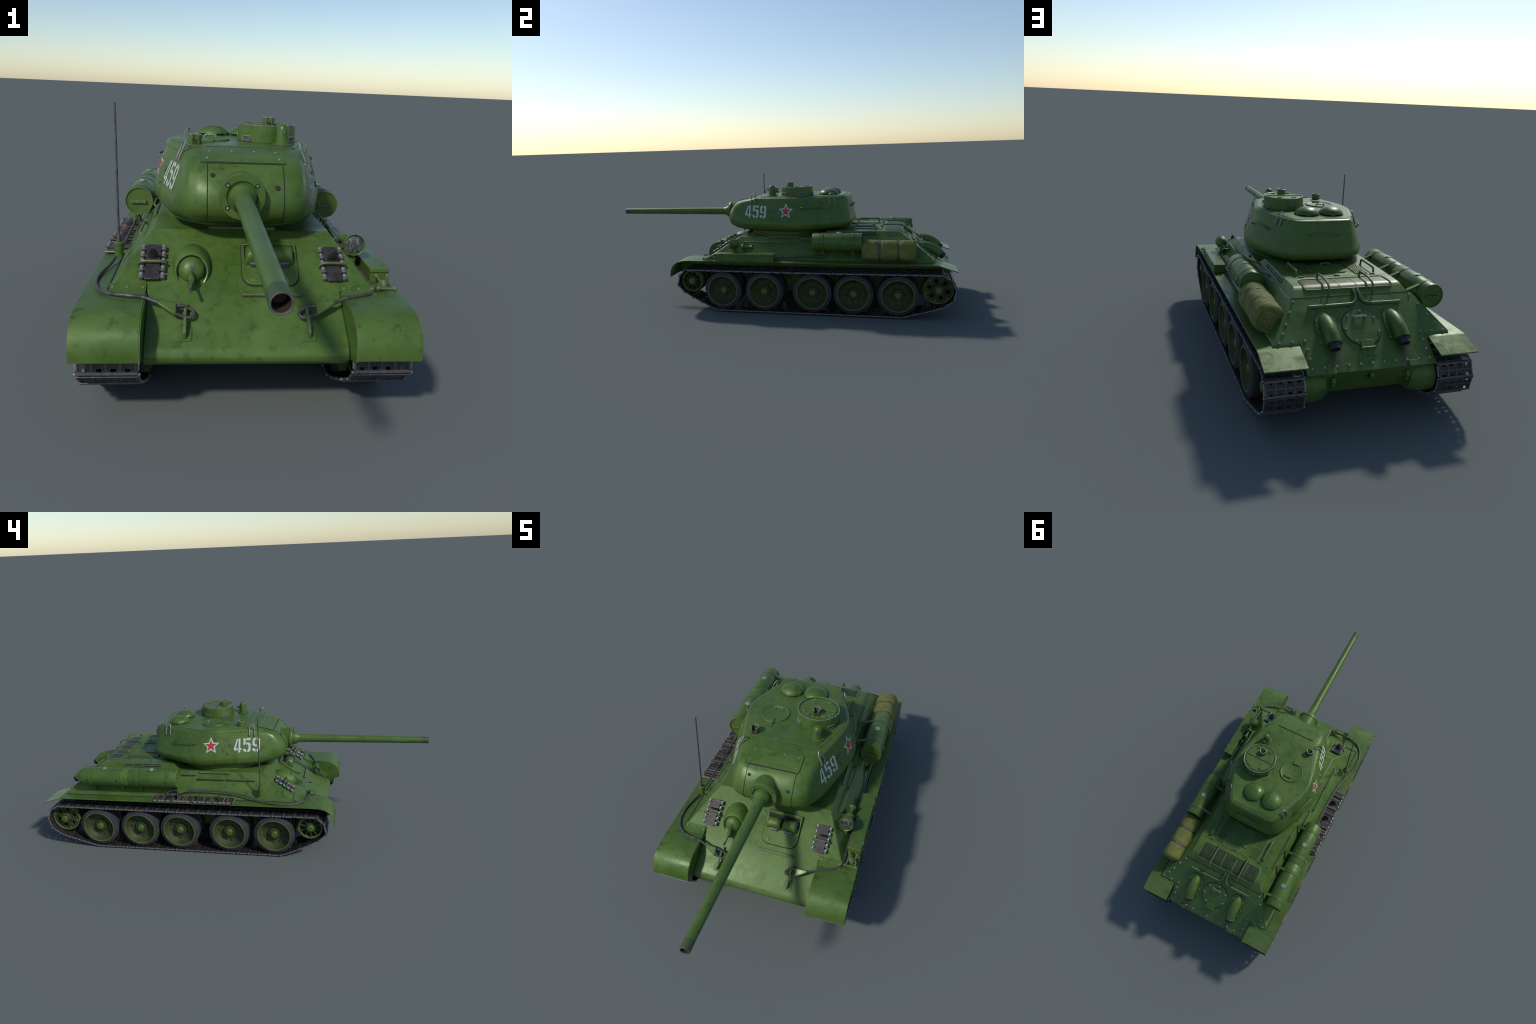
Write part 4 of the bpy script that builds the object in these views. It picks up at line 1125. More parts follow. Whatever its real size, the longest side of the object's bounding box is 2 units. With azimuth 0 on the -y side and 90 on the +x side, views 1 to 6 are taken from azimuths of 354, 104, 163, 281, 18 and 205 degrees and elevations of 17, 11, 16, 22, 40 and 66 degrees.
# ------------------------------------------------------------------ rolled tarpaulin
def tarp():
    c = V((0.3245, 0, 0.3450))
    out = []
    seg, stations = 72, 66
    y0, y1 = 0.525, 0.789
    grooves = (0.611, 0.706)
    rows = []
    for j in range(stations + 1):
        t = j / stations
        y = y0 + (y1 - y0) * t
        endf = min(1.0, min(t, 1 - t) * stations / 3.0)
        sh = 0.90 + 0.10 * math.sin(endf * PI / 2)
        gd = sum(math.exp(-((y - g) / 0.010) ** 2) for g in grooves)
        ring = []
        for k in range(seg):
            a = 2 * PI * k / seg
            # squarish roll leaning on the sloped armour
            ca, sa = math.cos(a), math.sin(a)
            p = 2.7
            rr = 1.0 / (abs(ca) ** p + abs(sa) ** p) ** (1 / p)
            w = 1 + 0.010 * math.sin(3 * a + y * 40) + 0.008 * math.sin(7 * a - y * 90) + 0.006 * math.sin(5 * y * 60 + 2 * a)
            r = rr * w * sh * (1 - 0.075 * gd)
            x, z = 0.0535 * r * ca, 0.0545 * r * sa
            th = math.radians(20)
            ring.append(V((c.x + x * math.cos(th) - z * math.sin(th) + 0.03 * 0, y + 0.004 * math.sin(2 * a) * (t - 0.5), c.z + x * math.sin(th) + z * math.cos(th))))
        rows.append(ring)
    m = M()
    vs = [p for r in rows for p in r]
    fs = [(i * seg + k, i * seg + (k + 1) % seg, (i + 1) * seg + (k + 1) % seg, (i + 1) * seg + k) for i in range(stations) for k in range(seg)]
    # rolled end faces: spiral ridges
    for end, ring in ((0, rows[0]), (1, rows[-1])):
        d = -1 if end == 0 else 1
        cen = sum(ring, V()) / seg
        rings = [[(0 if end == 0 else stations) * seg + k for k in range(seg)]]
        nrad = 18
        for q in range(1, nrad):
            f = 1 - q / nrad
            idx = []
            for k in range(seg):
                ph = (q / 2.4 + k / seg) * 2 * PI
                p = cen + (ring[k] - cen) * f
                p = p + V((0, d * (0.0035 + 0.0018 * math.sin(ph)), 0))
                idx.append(len(vs)); vs.append(p)
            rings.append(idx)
        for A, B in zip(rings, rings[1:]):
            for k in range(seg):
                l = (k + 1) % seg
                fs.append((A[k], A[l], B[l], B[k]))
        fs.append(tuple(rings[-1]))
    m.add(vs, fs)
    T = obj('tarpaulin_roll', m, TANK, CANVAS, angle=60)
    for g in grooves:
        j = round((g - y0) / (y1 - y0) * stations)
        ring = rows[j]; cen = sum(ring, V()) / seg
        sm = M(); vs = []
        for dy in (-0.0072, 0.0072):
            for f in (0.99, 1.024):
                vs += [cen + (p - cen) * f + V((0, dy, 0)) - V((0, cen.y - g, 0)) for p in ring]
        fs = []
        for k in range(seg):
            l = (k + 1) % seg
            fs += [(k, l, seg + l, seg + k), (2 * seg + k, 3 * seg + k, 3 * seg + l, 2 * seg + l), (seg + k, seg + l, 3 * seg + l, 3 * seg + k)]
        sm.add(vs, fs)
        obj('roll_strap', sm, T, STRAP)
        top = ring[14]
        obj('strap_buckle', M().box(cen + (top - cen) * 1.045 + V((0, g - cen.y, 0)), (0.012, 0.012, 0.004)), T, BARE, bevel=0.0008)
tarp()

# ------------------------------------------------------------------ turret
FRONT_Y = [(0.4225, -0.170), (0.434, -0.228), (0.453, -0.262), (0.472, -0.2735), (0.494, -0.2755), (0.521, -0.268), (0.546, -0.253), (0.573, -0.2285), (0.588, -0.205), (0.598, -0.168), (0.608, -0.122), (0.6135, -0.066)]
LOW = [(0.088, 0.000), (0.141, 0.018), (0.1715, 0.056), (0.2030, -0.140), (0.2480, 0.040), (0.2635, 0.130), (0.2555, 0.210), (0.223, 0.310), (0.189, 0.386), (0.152, 0.431), (0.110, 0.4485)]
HIGH = [(0.085, 0.000), (0.124, 0.006), (0.1480, 0.026), (0.1740, -0.078), (0.2080, 0.055), (0.2215, 0.128), (0.2160, 0.195), (0.187, 0.284), (0.159, 0.358), (0.136, 0.403), (0.106, 0.4235)]
ROOF = [(0.085, 0.000), (0.130, 0.000), (0.1475, 0.004), (0.1660, -0.010), (0.1955, 0.072), (0.2065, 0.126), (0.2030, 0.175), (0.1735, 0.258), (0.1460, 0.336), (0.1270, 0.384), (0.108, 0.4015)]
ZL, ZH, ZR = 0.474, 0.598, 0.6135
def turret_outline(z):
    if z <= ZH:
        t = (z - ZL) / (ZH - ZL)
        A, B = LOW, HIGH
    else:
        t = (z - ZH) / (ZR - ZH); t = 1 - math.sqrt(max(0.0, 1 - t * t))
        A, B = HIGH, ROOF
    tb = max(0.0, t) if z <= ZH else t
    # undercut below the widest line
    k = 1.0
    if z < ZL:
        u = (ZL - z) / (ZL - 0.4225)
        k = 1 - 0.235 * (1 - math.sqrt(max(0.0, 1 - min(1, u) ** 3.4)))
    fy = lerp_tab(FRONT_Y, z)
    pts = [V((0, fy, 0))]
    for i, ((xa, ya), (xb, yb2)) in enumerate(zip(A, B)):
        x = xa + (xb - xa) * tb; y = ya + (yb2 - ya) * tb
        if i < 3: y += fy                       # nose points ride on the front profile
        else:
            y = 0.085 + (y - 0.085) * (1 - (1 - k) * 0.75)
        if i == 3 and z < ZL: y = max(y, fy + 0.07)
        if z > ZH and i == 3:
            y = -0.085 + 0.075 * t
        pts.append(V((x * k, y, 0)))
    ry = (0.4505 + (0.4255 - 0.4505) * tb) if z <= ZH else 0.4255 + (0.4020 - 0.4255) * t
    ry = 0.085 + (ry - 0.085) * (1 - (1 - k) * 0.75)
    pts.append(V((0, ry, 0)))
    return pts

def turret_z(y, z):
    """the lower edge rises a little toward the bustle"""
    w = max(0.0, min(1.0, (0.50 - z) / 0.06))
    u = max(0.0, min(1.0, (y - 0.12) / 0.28)); u = u * u * (3 - 2 * u)
    return z + 0.013 * w * u

def build_turret():
    zs = [0.4225, 0.4255, 0.430, 0.436, 0.444, 0.453, 0.463, 0.474, 0.486, 0.50, 0.515, 0.53, 0.545, 0.56, 0.573, 0.582, 0.589, 0.594, 0.598, 0.602, 0.606, 0.609, 0.6110, 0.6123, 0.6130, 0.6134, 0.6135]
    rows = []
    for z in zs:
        half = turret_outline(z)
        full = half + [V((-p.x, p.y, 0)) for p in reversed(half[1:-1])]
        ring = catmull(full, 7, closed=True)
        rows.append([V((p.x, p.y, turret_z(p.y, z))) for p in ring])
    seg = len(rows[0])
    m = M()
    vs = [p for r in rows for p in r]
    fs = [(i * seg + k, i * seg + (k + 1) % seg, (i + 1) * seg + (k + 1) % seg, (i + 1) * seg + k) for i in range(len(rows) - 1) for k in range(seg)]
    fs += [tuple(reversed(range(seg))), tuple(range((len(rows) - 1) * seg, len(rows) * seg))]
    m.add(vs, fs)
    return m
tm_ = build_turret()
tme = tm_.mesh('turret', GREEN, 50)
TUR = obj('turret', tme, TANK)
bmt = bmesh.new(); bmt.from_mesh(tme); bmesh.ops.triangulate(bmt, faces=bmt.faces)
BVH = BVHTree.FromBMesh(bmt)
def hit(o, d):
    p, n, i, dist = BVH.ray_cast(V(o), V(d).normalized())
    return p, n
def side_hit(s, y, z): return hit((s * 0.8, y, z), (-s, 0, 0))

obj('turret_ring', M().lathe((0, 0.085, 0.3985), (0, 0, 1), [(0, 0.222), (0.008, 0.222), (0.012, 0.216), (0.032, 0.216), (0.032, 0)], 64), TANK, GREEN)

# roof plate with weld bead
def roof_outline():
    flank = catmull([V((0.1475, -0.0625, 0)), V((0.1680, -0.0050, 0))] + [V((x, y, 0)) for x, y in ROOF[4:]] + [V((0.088, 0.4020, 0))], 4)
    half = [(0.0, -0.0655), (0.085, -0.0655), (0.1420, -0.0655)] + [(p.x, p.y) for p in flank] + [(0.0, 0.4020)]
    return half + [(-x, y) for x, y in reversed(half[1:-1])]
rp = roof_outline()
obj('turret_roof', M().prism(rp, lambda a, b, h: V((a * 0.992, 0.168 + (b - 0.168) * 0.992, 0.6130 + h)), 0.0030), TUR, GREEN, angle=25)
obj('roof_seam', M().tube([(a * 1.009, 0.168 + (b - 0.168) * 1.006, 0.6122 if b > -0.06 else 0.6132) for a, b in rp], 0.0011, 6, closed=True), TUR, SEAM)
obj('roof_weld', M().tube([(a * 0.997, 0.168 + (b - 0.168) * 0.997, 0.6143) for a, b in rp], 0.0016, 7, closed=True), TUR, WORN_BAR)

# slot lines of the gun shield: near-black tubes laid on instead of cut gaps
for s in (-1, 1):
    x0 = s * 0.0975
    pts = []
    for i in range(40):
        a = math.radians(-62 + 118 * i / 39)
        d = V((0, math.cos(a), -math.sin(a)))
        p, n = hit(V((x0, -0.12, 0.515)) - d * 0.5, d)
        if p: pts.append(p - d * 0.0002)
    obj('shield_dark_line', M().tube(pts, 0.0013, 6), TUR, DARK)
# riveted cover strip above the gun shield
rows = []
for i in range(10):
    t = i / 9
    yy = -0.2065 + 0.084 * t
    hw = 0.1095
    row = []
    for j in range(15):
        x = -0.0045 + hw * (2 * j / 14 - 1)
        p, n = hit((x, yy, 0.8), (0, 0, -1))
        row.append(p + V((0, -0.12, 1)).normalized() * 0.0042)
    rows.append(row)
COV = obj('shield_cover_strip', M().sheet([list(r) for r in zip(*rows)], 0.0036), TUR, GREEN, bevel=0.0007)
obj('strip_shade_tube', M().tube([(p.x, p.y - 0.0008, p.z - 0.0055) for p in rows[0]][1:-1], 0.0020, 6), TUR, DARK)  # near-black tube added as painted shade under the strip's front edge
edge = rows[0] + [r[-1] for r in rows[1:]] + list(reversed(rows[-1][:-1])) + [r[0] for r in reversed(rows[1:-1])]
obj('strip_seam', M().tube([p + V((0, 0, -0.0032)) for p in edge], 0.0013, 6, closed=True), TUR, SEAM)
for x, y in ((-0.092, -0.140), (-0.032, -0.138), (0.028, -0.138), (0.086, -0.140), (-0.098, -0.190), (0.090, -0.190)):
    p, n = hit((x, y, 0.8), (0, 0, -1))
    bolt(p + V((0, 0, 0.004)), (0, -0.2, 1), 0.62, TUR, 'rivet')
for z0 in (-0.165, -0.180):
    pts = []
    for j in range(12):
        x = -0.0045 - 0.085 + 0.17 * j / 11
        p, n = hit((x, z0, 0.8), (0, 0, -1)); pts.append(p + V((0, 0, 0.0040)))
    obj('strip_rib', M().tube(pts, 0.0010, 6), TUR, GREEN)
# sight ports: near-black discs laid on in place of holes
for x, z in ((-0.084, 0.559), (0.081, 0.533)):
    p, n = hit((x, -0.8, z), (0, 1, 0))
    obj('port_dark_disc', M().lathe(p + n * 0.0004, n, [(0, 0.0068), (0.0006, 0.0066), (0.0006, 0)], 18), TUR, DARK)

# ------------------------------------------------------------------ gun
GXX, GZZ = -0.0115, 0.5155
ga = (0, -1, 0)
GUN = obj('gun_mantlet_collar', M().lathe((GXX, -0.200, GZZ), ga, [(0, 0), (0, 0.0530), (0.082, 0.0550), (0.0845, 0.0585), (0.0960, 0.0585), (0.0985, 0.0570), (0.0985, 0.0400), (0.0935, 0.0370), (0.0935, 0)], 48), TUR, GREEN)
obj('collar_weld', M().tube([V((GXX + 0.0545 * math.cos(a), -0.2, GZZ + 0.0545 * math.sin(a))) + V((0, (hit((GXX + 0.0545 * math.cos(a), -0.8, GZZ + 0.0545 * math.sin(a)), (0, 1, 0))[0].y + 0.2), 0)) for a in [2 * PI * i / 60 for i in range(60)]], 0.0022, 6, closed=True), GUN, GREEN_RIM)
for a in (38, 142, 218, 322):
    p = V((GXX + 0.0460 * math.cos(math.radians(a)), -0.2986, GZZ + 0.0460 * math.sin(math.radians(a))))
    obj('collar_bolt', M().lathe(p, ga, [(0, 0.0062), (0.0006, 0.0060), (0.0006, 0.0)], 14), GUN, DARK)
    obj('collar_bolt', M().lathe(p, ga, [(0, 0.0038), (0.0020, 0.0036), (0.0022, 0.0)], 6), GUN, BOLT)
BAR = obj('gun_barrel', M().lathe((GXX, -0.290, GZZ), ga, [(0, 0), (0, 0.0340), (0.022, 0.0335), (0.028, 0.0310), (0.040, 0.0240), (0.052, 0.0222), (0.20, 0.0208), (0.50, 0.0182), (0.672, 0.0170), (0.672, 0)], 40), GUN, GREEN)
obj('gun_muzzle', M().lathe((GXX, -0.290, GZZ), ga, [(0.672, 0.0), (0.672, 0.01701), (0.706, 0.01685), (0.709, 0.0164), (0.710, 0.0156), (0.7095, 0.0140), (0.7085, 0.0132), (0.64, 0.0128)], 40), BAR, DARK_GREEN)
obj('gun_bore', M().lathe((GXX, -0.290, GZZ), ga, [(0.706, 0.0131), (0.675, 0.0126), (0.675, 0)], 32), BAR, BORE)
obj('muzzle_ring', M().lathe((GXX, -0.290, GZZ), ga, [(0.7070, 0.0165), (0.7098, 0.0160), (0.7102, 0.0150), (0.7098, 0.0138), (0.7070, 0.0133)], 40), BAR, simple('worn_muzzle_steel', (0.07, 0.065, 0.06), (0.15, 0.14, 0.13), rough=0.5, metal=0.3, scale=80))

# ------------------------------------------------------------------ cupola and roof fittings
CX, CY = 0.0905, 0.135
ZRT = 0.6160
CUP = obj('commander_cupola', M().lathe((CX, CY, 0.612), (0, 0, 1), [(0, 0), (0, 0.0900), (0.010, 0.0900), (0.030, 0.0896), (0.048, 0.0886), (0.0520, 0.0882), (0.0545, 0.0882), (0.0555, 0.0868), (0.0550, 0.0815), (0.0515, 0.0810), (0.0515, 0)], 64), TUR, GREEN)
obj('cupola_rim', M().tube([(CX + 0.0874 * math.cos(2 * PI * i / 64), CY + 0.0874 * math.sin(2 * PI * i / 64), 0.6666) for i in range(64)], 0.0016, 6, closed=True), CUP, GRIP)
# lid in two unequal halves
for half in (0, 1):
    pts = []
    cut = -0.012
    for i in range(33):
        a = (PI * i / 32) if half else (PI + PI * i / 32)
        q = V((0.0785 * math.cos(a), 0.0785 * math.sin(a)))
        pts.append(q)
    ca = math.sqrt(0.0785 ** 2 - 0.004 ** 2)
    off = 0.003 if half else -0.003
    pts = [(CX + q.x, CY - 0.002 + (max(q.y, 0.003) if half else min(q.y, -0.003))) for q in pts]
    o = obj('cupola_lid', M().prism(pts, lambda a, b, h: V((a, b, 0.6625 + h)), 0.0030), CUP, GREEN, bevel=0.0008)
    o.rotation_euler = (0, 0, 0)
obj('lid_bar', M().box((CX, CY - 0.002, 0.6668), (0.152, 0.013, 0.0040)), CUP, GREEN, bevel=0.0010)
obj('lid_seam', M().box((CX, CY - 0.0092, 0.6656), (0.156, 0.0018, 0.0012)).box((CX, CY + 0.0052, 0.6656), (0.156, 0.0018, 0.0012)), CUP, SEAM)
obj('lid_seam', M().tube([(CX + 0.0790 * math.cos(2 * PI * i / 64), CY - 0.002 + 0.0790 * math.sin(2 * PI * i / 64), 0.6652) for i in range(64)], 0.0013, 6, closed=True), CUP, SEAM)
m = M()
for a in (58, 118, 238, 302):
    t = math.radians(a)
    c = V((CX + 0.064 * math.cos(t), CY + 0.064 * math.sin(t), 0.667))
    rz = Matrix.Rotation(0, 3, 'Z')
    m.box(c, (0.018, 0.010, 0.004), rz)
    m.cyl(c + V((-0.010, 0, 0.001)), c + V((0.010, 0, 0.001)), 0.0026, seg=8)
obj('lid_hinge', m, CUP, WORN_BAR, bevel=0.0006)
for a in (200, 215, 262, 278, 325, 345):
    t = math.radians(a)
    bolt((CX + 0.066 * math.cos(t), CY + 0.066 * math.sin(t), 0.6655), (0, 0, 1), 0.45, CUP, 'rivet')
for a in (320.5, 23.5, 89, 155, 221.5):
    t = math.radians(a)
    u = V((math.cos(t), math.sin(t), 0)); w = V((-math.sin(t), math.cos(t), 0))
    rot = Matrix((w, V((0, 0, 1)), u)).transposed()
    c = V((CX, CY, 0.6275)) + u * 0.0895
    pp = round_poly([(-0.0155, -0.0068), (0.0155, -0.0068), (0.0155, 0.0068), (-0.0155, 0.0068)], 0.004, 4)
    obj('vision_slit', M().tube([c + w * a_ + V((0, 0, b_)) + u * 0.0016 for a_, b_ in pp], 0.0019, 6, closed=True), CUP, HOOK_STEEL)
    obj('slit_glass', M().box(c + u * 0.0008, (0.027, 0.010, 0.004), rot), CUP, GLASS)

def foot_ring(c, r, parent, rad=0.0012):
    obj('seam_ring', M().tube([V(c) + V((r * math.cos(2 * PI * i / 48), r * math.sin(2 * PI * i / 48), 0)) for i in range(48)], rad, 6, closed=True), parent, SEAM)
foot_ring((CX, CY, 0.6162), 0.0905, TUR); foot_ring((0.1225, -0.003, 0.6162), 0.0292, TUR); foot_ring((-0.0915, 0.109, 0.6162), 0.0632, TUR)
foot_ring((0.0910, 0.0970, 0.6660), 0.0187, TUR, 0.0008); foot_ring((-0.1310, -0.0425, 0.6162), 0.0188, TUR, 0.0008)
for _x, _y in ((0.0360, 0.3090), (-0.0725, 0.3110)): foot_ring((_x, _y, 0.6162), 0.0548, TUR)
def sight_cup(c, h, parent, name='sight_cup'):
    """open split tube (lamp / sighting fitting): wall with a slot toward the front"""
    m = M(); seg = 36; ro, ri = 0.0182, 0.0140
    a0, a1 = math.radians(-90 + 24), math.radians(270 - 24)
    vs, fs = [], []
    for i in range(seg + 1):
        a = a0 + (a1 - a0) * i / seg
        for r, z in ((ro, 0), (ro, h), (ri, h), (ri, 0)):
            vs.append(V(c) + V((r * math.cos(a), r * math.sin(a), z)))
    for i in range(seg):
        for k in range(4):
            l = (k + 1) % 4
            fs.append((i * 4 + k, i * 4 + l, i * 4 + 4 + l, i * 4 + 4 + k))
    fs += [(0, 1, 2, 3), (seg * 4 + 3, seg * 4 + 2, seg * 4 + 1, seg * 4)]
    m.add(vs, fs)
    o = obj(name, m, parent, GREEN, bevel=0.0008)
    obj('cup_floor', M().lathe(V(c) + V((0, 0, 0.0004)), (0, 0, 1), [(0, 0.0165), (h * 0.40, 0.0160), (h * 0.40, 0)], 24), parent, SEAM)
    obj('cup_rim', M().tube([V(c) + V((0.0161 * math.cos(a0 + (a1 - a0) * i / 30), 0.0161 * math.sin(a0 + (a1 - a0) * i / 30), h)) for i in range(31)], 0.0022, 6), parent, HOOK_STEEL)
sight_cup((0.0910, 0.0970, 0.6655), 0.0235, CUP)
sight_cup((-0.1310, -0.0425, 0.6155), 0.0265, TUR)
# domed periscope
PER = obj('periscope_dome', M().lathe((0.1225, -0.0030, 0.6150), (0, 0, 1), [(0, 0), (0, 0.0285), (0.004, 0.0290), (0.0065, 0.0275), (0.007, 0.0205), (0.012, 0.0200), (0.032, 0.0185), (0.048, 0.0170), (0.055, 0.0150), (0.0595, 0.0105), (0.0615, 0.005), (0.062, 0)], 32), TUR, GREEN, angle=40)
obj('periscope_collar', M().tube([(0.1225 + 0.0272 * math.cos(2 * PI * i / 40), -0.003 + 0.0272 * math.sin(2 * PI * i / 40), 0.6205) for i in range(40)], 0.0018, 6, closed=True), PER, WORN_BAR)
obj('periscope_window', M().lathe((0.1225, -0.0165, 0.6545), (0, -1, 0.06), [(0, 0.0058), (0.0065, 0.0055), (0.0065, 0)], 14), PER, GLASS)
obj('periscope_eyepiece', M().box((0.1225, 0.0220, 0.6455), (0.014, 0.020, 0.012)), PER, GREEN, bevel=0.001)
# loader's hatch
LX, LY = -0.0915, 0.109
LH = obj('loader_hatch', M().lathe((LX, LY, 0.6150), (0, 0, 1), [(0, 0), (0, 0.0640), (0.0035, 0.0638), (0.0060, 0.0622), (0.0066, 0.0600), (0.0060, 0.0576), (0.0038, 0.0556), (0.0034, 0.0540), (0.0034, 0)], 56), TUR, GREEN)
m = M()
m.box((LX - 0.004, LY - 0.058, 0.6225), (0.034, 0.022, 0.005)).box((LX - 0.004, LY - 0.080, 0.6185), (0.034, 0.020, 0.005))
m.cyl((LX - 0.022, LY - 0.069, 0.620), (LX + 0.014, LY - 0.069, 0.620), 0.0026, seg=8)
obj('hatch_hinge', m, LH, GREEN, bevel=0.0008)
obj('hatch_handle', rail(M(), (LX - 0.012, LY + 0.034, 0.618), (LX + 0.024, LY + 0.034, 0.618), (0, 0, 0.0095), 0.0034), LH, GRIP)
# paired ventilator domes
for x, y in ((0.0360, 0.3090), (-0.0725, 0.3110)):
    D = obj('ventilator_dome', M().lathe((x, y, 0.6205), (0, 0, 1), [(0, 0), (0, 0.0530), (0.0015, 0.0545), (0.004, 0.0535), (0.012, 0.0480), (0.019, 0.0390), (0.0245, 0.0270), (0.0270, 0.0140), (0.0278, 0)], 48), TUR, GREEN)
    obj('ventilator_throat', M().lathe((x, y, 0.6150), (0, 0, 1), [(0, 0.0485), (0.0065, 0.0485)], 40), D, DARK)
    m = M()
    for k in range(6):
        t = 2 * PI * k / 6 + 0.35
        m.box((x + 0.0495 * math.cos(t), y + 0.0495 * math.sin(t), 0.6185), (0.012, 0.012, 0.007), Matrix.Rotation(t, 3, 'Z'))
    obj('ventilator_foot', m, D, GREEN)
# lifting hooks: bent rods standing on the wall
for s in (-1, 1):
    for y, half, top in ((-0.105, 0.0125, (0.1560, -0.1030)), (0.341, 0.0130, (0.1570, 0.3400))):
        legs = []
        for q in (-1, 1):
            p, n = side_hit(s, y + q * half, 0.577)
            legs.append((p, n))
        mid = (legs[0][0] + legs[1][0]) / 2
        topc = V((s * top[0], top[1], 0.6330))
        if y > 0: topc.x = s * 0.1585
        pts = [legs[0][0] - legs[0][1] * 0.004, legs[0][0] + legs[0][1] * 0.0035]
        L0, L1 = legs[0][0] + legs[0][1] * 0.0045, legs[1][0] + legs[1][1] * 0.0045
        up = topc - (L0 + L1) / 2
        hv = (L1 - L0) / 2
        cmid = (L0 + L1) / 2
        pts += [cmid - hv + up * 0.15, cmid - hv + up * 0.45, cmid - hv * 0.97 + up * 0.68, cmid - hv * 0.72 + up * 0.88, cmid - hv * 0.3 + up * 0.985, cmid + hv * 0.3 + up * 0.985, cmid + hv * 0.72 + up * 0.88, cmid + hv * 0.97 + up * 0.68, cmid + hv + up * 0.45, cmid + hv + up * 0.15]
        pts += [legs[1][0] + legs[1][1] * 0.0035, legs[1][0] - legs[1][1] * 0.004]
        obj('lifting_hook', M().tube(catmull(pts, 3), 0.0029, 8), TUR, HOOK_STEEL)
    # grab rails
    pa, na = side_hit(s, 0.176, 0.5480); pb, nb = side_hit(s, 0.2925, 0.5480)
    nn = ((na + nb) / 2).normalized()
    obj('turret_handrail', rail(M(), pa, pb, nn * 0.017 + V((0, 0, 0.008)), 0.0036), TUR, WORN_BAR)
    # vision slit and pistol plug
    p, n = side_hit(s, 0.0125, 0.5365)
    up = (V((0, 0, 1)) - n * n.z).normalized(); w = up.cross(n)
    pp = round_poly([(-0.0155, -0.0052), (0.0155, -0.0052), (0.0155, 0.0052), (-0.0155, 0.0052)], 0.0045, 4)
    obj('vision_slit', M().tube([p + w * a + up * b + n * 0.0012 for a, b in pp], 0.0017, 6, closed=True), TUR, WORN_BAR)
    obj('slit_glass', M().box(p + n * 0.0004, (0.027, 0.008, 0.003), Matrix((w, up, n)).transposed()), TUR, GLASS)
    p, n = side_hit(s, 0.0105, 0.5015)
    obj('pistol_plug', M().lathe(p - n * 0.001, n, [(0, 0.0095), (0.003, 0.0092), (0.0055, 0.0070), (0.006, 0)], 20), TUR, GREEN)
pa, na = hit((0.065, 0.9, 0.551), (0, -1, 0)); pb, nb = hit((-0.065, 0.9, 0.551), (0, -1, 0))
obj('turret_handrail', rail(M(), pa, pb, V((0, 0.016, 0.008)), 0.0036), TUR, WORN_BAR)

# ------------------------------------------------------------------ painted markings laid on the turret wall
def marking(name, polys, s, mat, lift, to_yz):
    bm = bmesh.new()
    for poly in polys:
        vs = [bm.verts.new((a, b, 0)) for a, b in poly]
        bm.faces.new(vs)
    bmesh.ops.triangulate(bm, faces=bm.faces)
    for _ in range(6):
        long_e = [e for e in bm.edges if e.calc_length() > 0.14]
        if not long_e: break
        bmesh.ops.subdivide_edges(bm, edges=long_e, cuts=1)
        bmesh.ops.triangulate(bm, faces=bm.faces)
    for v in bm.verts:
        y, z = to_yz(v.co.x, v.co.y)
        p, n = side_hit(s, y, z)
        v.co = p + n * lift
    bmesh.ops.recalc_face_normals(bm, faces=bm.faces)
    # recalc may pick the inside: make every face look outward
    for f in bm.faces:
        f.normal_update()
        if f.normal.x * s < 0: f.normal_flip()
    me = bpy.data.meshes.new(name); bm.to_mesh(me); bm.free()
    me.materials.append(mat)
    for p in me.polygons: p.use_smooth = True
    return obj(name, me, TUR)
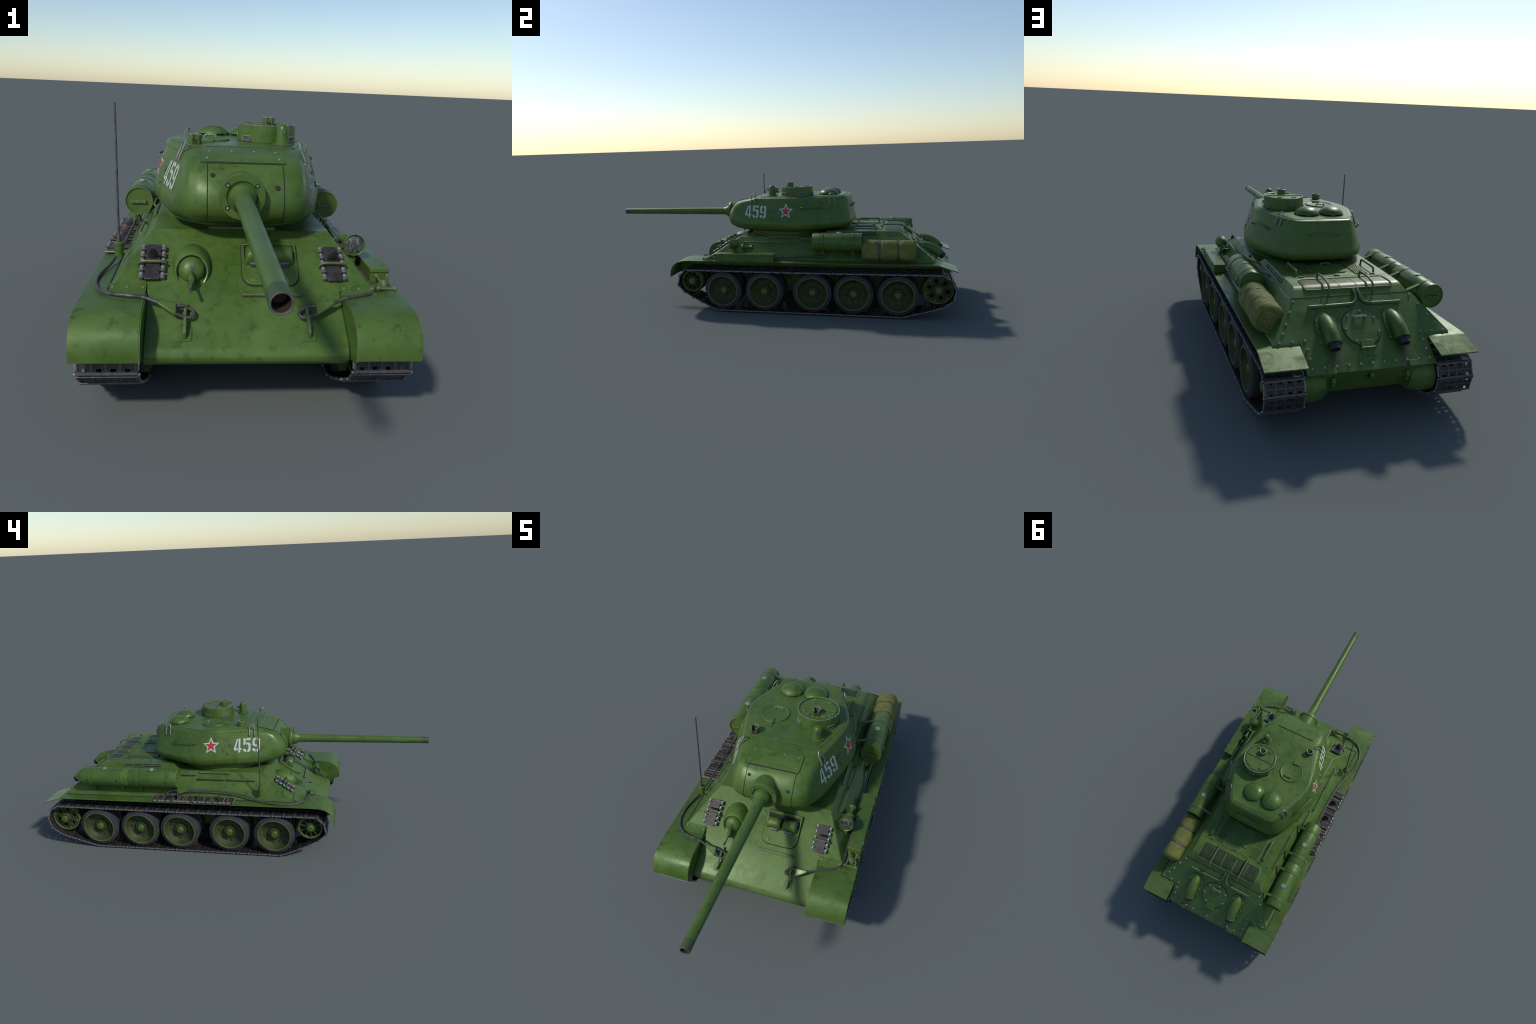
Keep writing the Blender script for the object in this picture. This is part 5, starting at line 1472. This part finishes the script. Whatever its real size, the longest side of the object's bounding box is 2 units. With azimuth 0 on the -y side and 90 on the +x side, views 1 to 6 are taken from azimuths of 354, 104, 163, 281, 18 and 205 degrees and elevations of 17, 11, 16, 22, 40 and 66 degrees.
DIG = {
    '4': [[(0.38, 0.97), (0.57, 0.97), (0.26, 0.31), (0.52, 0.31), (0.52, 0.17), (0.0, 0.17), (0.0, 0.29)], [(0.62, 1.0), (0.87, 1.0), (0.87, 0.31), (1.02, 0.31), (1.02, 0.17), (0.87, 0.17), (0.87, 0.0), (0.62, 0.0)]],
    '5': [[(0.42, 1.0), (0.97, 1.0), (0.97, 0.84), (0.42, 0.84)], [(0.02, 1.0), (0.31, 1.0), (0.31, 0.56), (0.02, 0.50)],
          [(0.40, 0.68), (0.76, 0.68), (1.0, 0.57), (1.0, 0.13), (0.82, 0.0), (0.56, 0.0), (0.56, 0.14), (0.68, 0.18), (0.71, 0.26), (0.71, 0.46), (0.62, 0.54), (0.40, 0.54)], [(0.0, 0.26), (0.29, 0.22), (0.42, 0.15), (0.42, 0.0), (0.20, 0.02), (0.0, 0.13)]],
    '9': [[(0.43, 1.0), (0.20, 0.99), (0.0, 0.87), (0.0, 0.50), (0.18, 0.39), (0.58, 0.36), (0.58, 0.49), (0.36, 0.51), (0.28, 0.57), (0.28, 0.80), (0.43, 0.87)],
          [(0.56, 1.0), (0.82, 0.98), (1.0, 0.86), (1.0, 0.13), (0.80, 0.0), (0.55, 0.0), (0.55, 0.13), (0.71, 0.19), (0.71, 0.81), (0.56, 0.87)], [(0.0, 0.26), (0.28, 0.22), (0.42, 0.15), (0.42, 0.0), (0.20, 0.02), (0.0, 0.13)]],
}
def star(r, ratio):
    return [(r * (1 if k % 2 == 0 else ratio) * math.sin(PI * k / 5), r * (1 if k % 2 == 0 else ratio) * math.cos(PI * k / 5)) for k in range(10)]
def star_tris(r, ratio):
    p = star(r, ratio)
    core = [p[k] for k in range(1, 10, 2)]
    return [core] + [[p[k], p[(k + 1) % 10], p[(k - 1) % 10]] for k in range(0, 10, 2)]
DW, DH_, GAP = 0.0370, 0.0670, 0.0095
for s in (-1, 1):
    for k, ch in enumerate('459'):
        if s > 0:
            f = lambda a, b, k=k: (-0.1500 + k * (DW + GAP) + a * DW, 0.5005 + b * DH_)
        else:
            f = lambda a, b, k=k: (-0.0165 - k * (DW + GAP) - a * DW, 0.5005 + b * DH_)
        marking('number_marking', DIG[ch], s, WHITE, 0.0009, f)
    marking('star_border', star_tris(1.0, 0.46), s, WHITE, 0.0009, lambda a, b: (0.0975 + s * a * 0.0430, 0.5400 + b * 0.0430))
    marking('red_star', star_tris(1.0, 0.40), s, RED, 0.0016, lambda a, b: (0.0975 + s * a * 0.0315, 0.5400 + b * 0.0315))
bmt.free()
